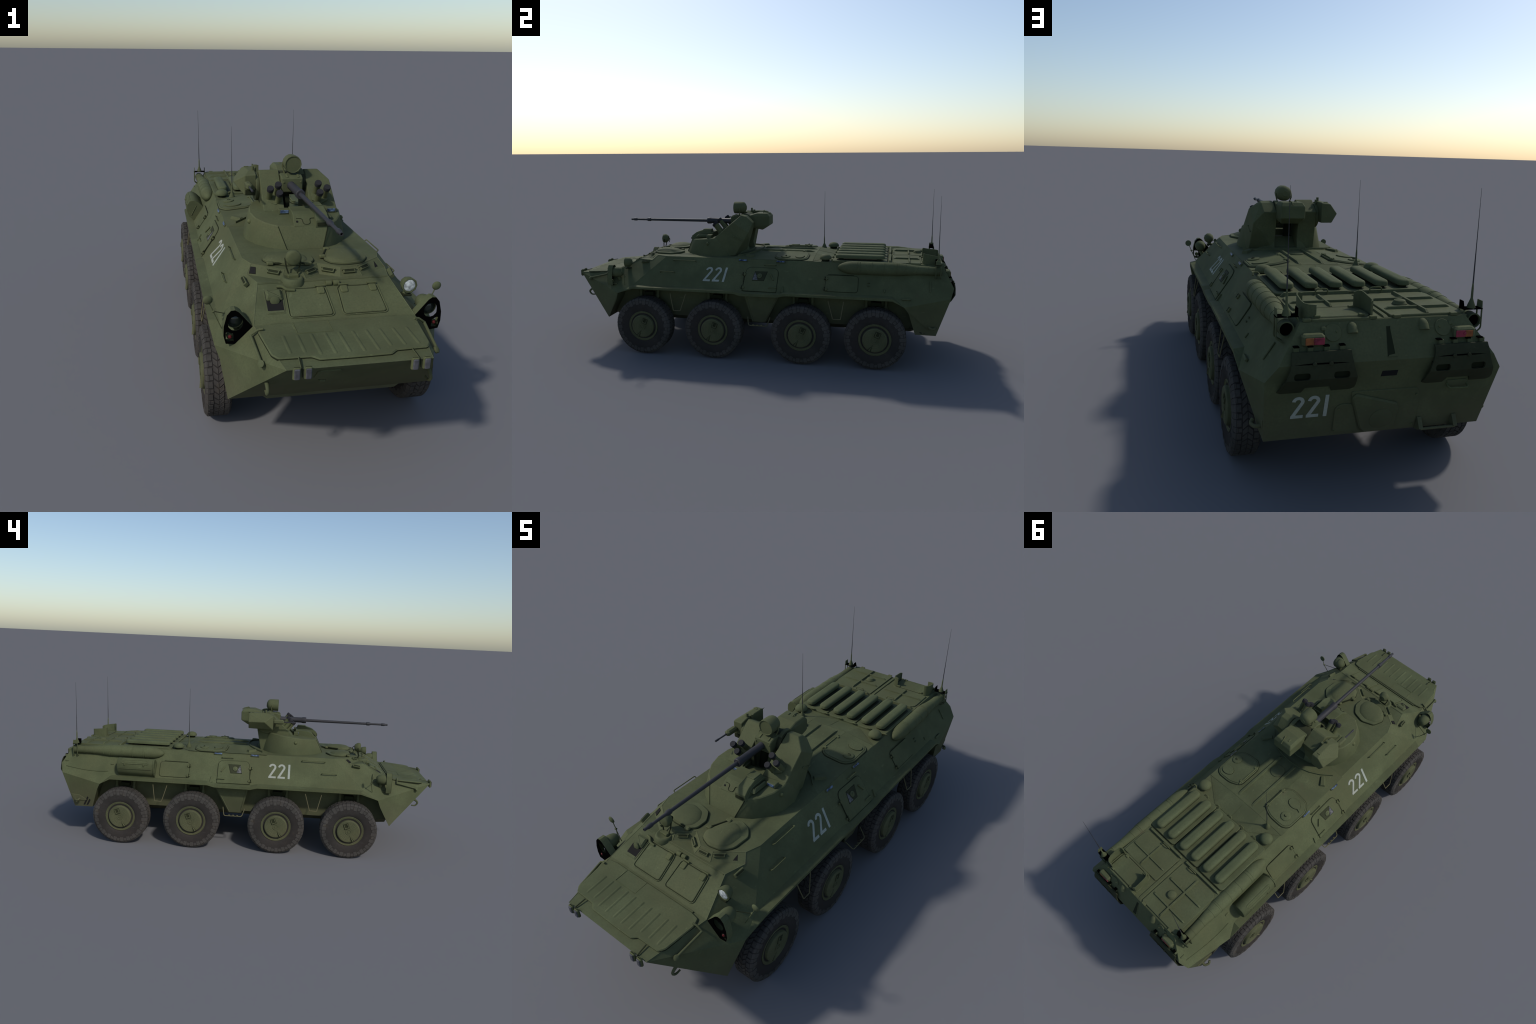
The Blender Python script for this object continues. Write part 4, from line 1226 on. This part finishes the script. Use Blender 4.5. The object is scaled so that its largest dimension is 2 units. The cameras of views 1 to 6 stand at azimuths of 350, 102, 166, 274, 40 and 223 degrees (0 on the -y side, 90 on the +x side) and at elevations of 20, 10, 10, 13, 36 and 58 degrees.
# mantlet box
convex("mantlet", [V(p) for p in ((-.034, -.164, .637), (.047, -.164, .637), (-.034, -.164, .690), (.047, -.164, .690), (-.034, -.142, .699), (.047, -.142, .699), (-.034, -.05, .699), (.047, -.05, .699), (-.034, -.05, .630), (.047, -.05, .630))], GREEN, TURRET, .003)
for x in (-.012, .030):
    box("mantlet_strip", (x, -.152, .6965), (.008, .020, .003), GREEN_HI, TURRET, (V((1, 0, 0)), V((0, .92, .38)), V((0, -.38, .92))))
for x in (-.026, .039):
    lathe("mantlet_bolt", [(.004, 0), (.003, .003), (0, .003)], (x, -.1635, .676), (0, -1, 0), GREEN_HI, TURRET, 8)
# rear ammunition and sight box
convex("rear_sight_box", [V(p) for p in ((-.028, -.017, .713), (.056, -.017, .713), (-.028, .040, .713), (.056, .040, .713), (-.037, -.025, .699), (.063, -.025, .699), (-.037, .053, .697), (.063, .053, .697),
                                         (-.037, .053, .650), (.063, .053, .650), (-.022, .014, .624), (.052, .014, .624), (-.037, -.06, .640), (.063, -.06, .640), (-.03, -.06, .700), (.056, -.06, .700))], GREEN, TURRET, .0025)
tube("box_latch", bent([(.020, .012, .714), (.022, .018, .719), (.016, .045, .712), (.016, .054, .704)], .004), .0022, GREEN_HI, TURRET, 6)
box("box_hinge", (-.004, .020, .7135), (.008, .016, .005), GREEN, TURRET)
convex("slot_ramp", [(x, y, z) for x in (-.0365, .0605) for y, z in ((-.058, .499), (-.125, .552), (-.170, .552), (-.170, .499))], GREEN, TURRET)
lathe("feed_duct", [(.016, 0), (.016, .12)], (-.012, -.150, .53), (0, .25, 1), SHADE, TURRET, 14)
# main gun
Y = V((0, -1, 0))
gun_o = V((.002, -.150, .663))
gj = lathe("gun_jacket", [(.0135, 0), (.0155, .014), (.0155, .018), (.0142, .020), (.0150, .135), (.0172, .140), (.0172, .157), (.0150, .160), (.0085, .160)], gun_o, Y + V((.004, 0, -.002)), GUN, TURRET, 20)
lathe("gun_barrel", [(.0082, .15), (.0066, .495), (.0095, .498), (.0098, .512), (.0070, .518), (.0058, .524), (.0054, .578), (.0076, .581), (.0078, .596), (.0055, .602), (.0055, .614), (.0035, .614), (.0030, .600)], gun_o, Y + V((.004, 0, -.002)), GUN, TURRET, 16)
# coaxial gun housing on the right
convex("machine_gun_housing", [V(p) for p in ((-.122, .002, .706), (-.160, .002, .703), (-.190, -.022, .664), (-.190, .000, .664), (-.168, .000, .626), (-.122, .000, .626), (-.204, -.086, .667),
                                               (-.166, -.132, .698), (-.124, -.132, .700), (-.126, -.132, .622), (-.168, -.132, .623), (-.148, -.095, .709), (-.124, -.095, .709), (-.150, -.010, .709), (-.124, -.010, .709))], GREEN, TURRET, .002)
box("housing_catch", (-.145, -.020, .710), (.018, .006, .003), GREEN_HI, TURRET)
box("housing_shade", (-.147, -.131, .634), (.036, .006, .020), SHADE, TURRET)
box("machine_gun_sleeve", (-.158, -.160, .667), (.024, .058, .024), GREEN, TURRET, None, .006)
lathe("machine_gun_barrel", [(.0035, 0), (.0030, .045), (.0042, .050), (.0042, .066), (.002, .067)], (-.158, -.186, .667), Y, GUN, TURRET, 10)
# searchlight on top
st_ = lathe("searchlight", [(.012, .068), (.013, .066), (.020, .064), (.028, .058), (.0315, .050), (.0325, .030), (.0325, .006), (.0315, .002), (.0295, .002), (.0285, .0045), (.015, .004), (0, .0035)], (.012, -.152, .738), (0, 1, 0), GREEN, TURRET, 14, 40)
for d in (-.033, .033):
    tube("searchlight_fork", [(.012 + d, -.115, .738), (.012 + d, -.112, .722), (.012 + d * .75, -.118, .697)], .0026, GREEN_HI, TURRET, 6)
tube("cheek_pipe", [(-.131, -.089, .700), (-.131, -.089, .724)], .0055, GREEN, TURRET, 10)
tube("cheek_pipe", [(-.119, -.072, .700), (-.119, -.072, .716)], .0055, GREEN, TURRET, 10)
# smoke grenade launchers
TUBE_D = V((0, -.60, .78)).normalized()
for trio, px in ((((-.088, -.229, .670), (-.057, -.217, .681), (-.057, -.242, .656)), -.066), (((.092, -.215, .682), (.122, -.229, .668), (.092, -.243, .655)), .102)):
    ctr = sum((V(t) for t in trio), V((0, 0, 0))) / 3 - TUBE_D * .056
    u, w, d = V((1, 0, 0)), TUBE_D.cross(V((1, 0, 0))), TUBE_D
    bm = bmesh.new()
    hexa = [ctr + u * (.034 * math.cos(a)) + w * (.032 * math.sin(a)) for a in [PI / 6 + PI / 3 * i for i in range(6)]]
    add_plate(bm, hexa, d, .004, .001, -.03)
    base = finish("launcher_base", bm, GREEN, TURRET, 25)
    for t in trio:
        o = V(t) - TUBE_D * .064
        lathe("smoke_launcher", [(.0125, 0), (.0125, .006), (.0110, .010), (.0112, .050), (.0118, .053)], o, TUBE_D, GREEN_HI, TURRET, 14)
        lathe("smoke_launcher_cap", [(.0128, .052), (.0130, .064), (.0118, .0665), (0, .0665)], o, TUBE_D, GUN_CAP, TURRET, 12)

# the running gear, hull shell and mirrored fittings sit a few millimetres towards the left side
OFFSET = {"hull", "lower_hull", "side_step_panel", "foot_step", "strap_hanger", "exhaust_pipe", "stowage_bin", "door_dark_outline", "side_door", "grab_rail", "mud_lip",
          "hatch_dark_outline", "side_hatch", "vision_block", "side_bracket", "side_cable", "drain_slot", "rear_cleat", "vane_strut", "tow_hook", "lamp_guard", "blackout_lamp", "mirror", "antenna", "antenna_bracket"}
for o in ROOT.children:
    if o.name.split(".")[0] in OFFSET and not (o.name.split(".")[0] == "antenna" and abs(o.data.vertices[0].co.x + .155) < .03):
        o.matrix_local = Matrix.Translation((.0035, 0, 0)) @ o.matrix_local
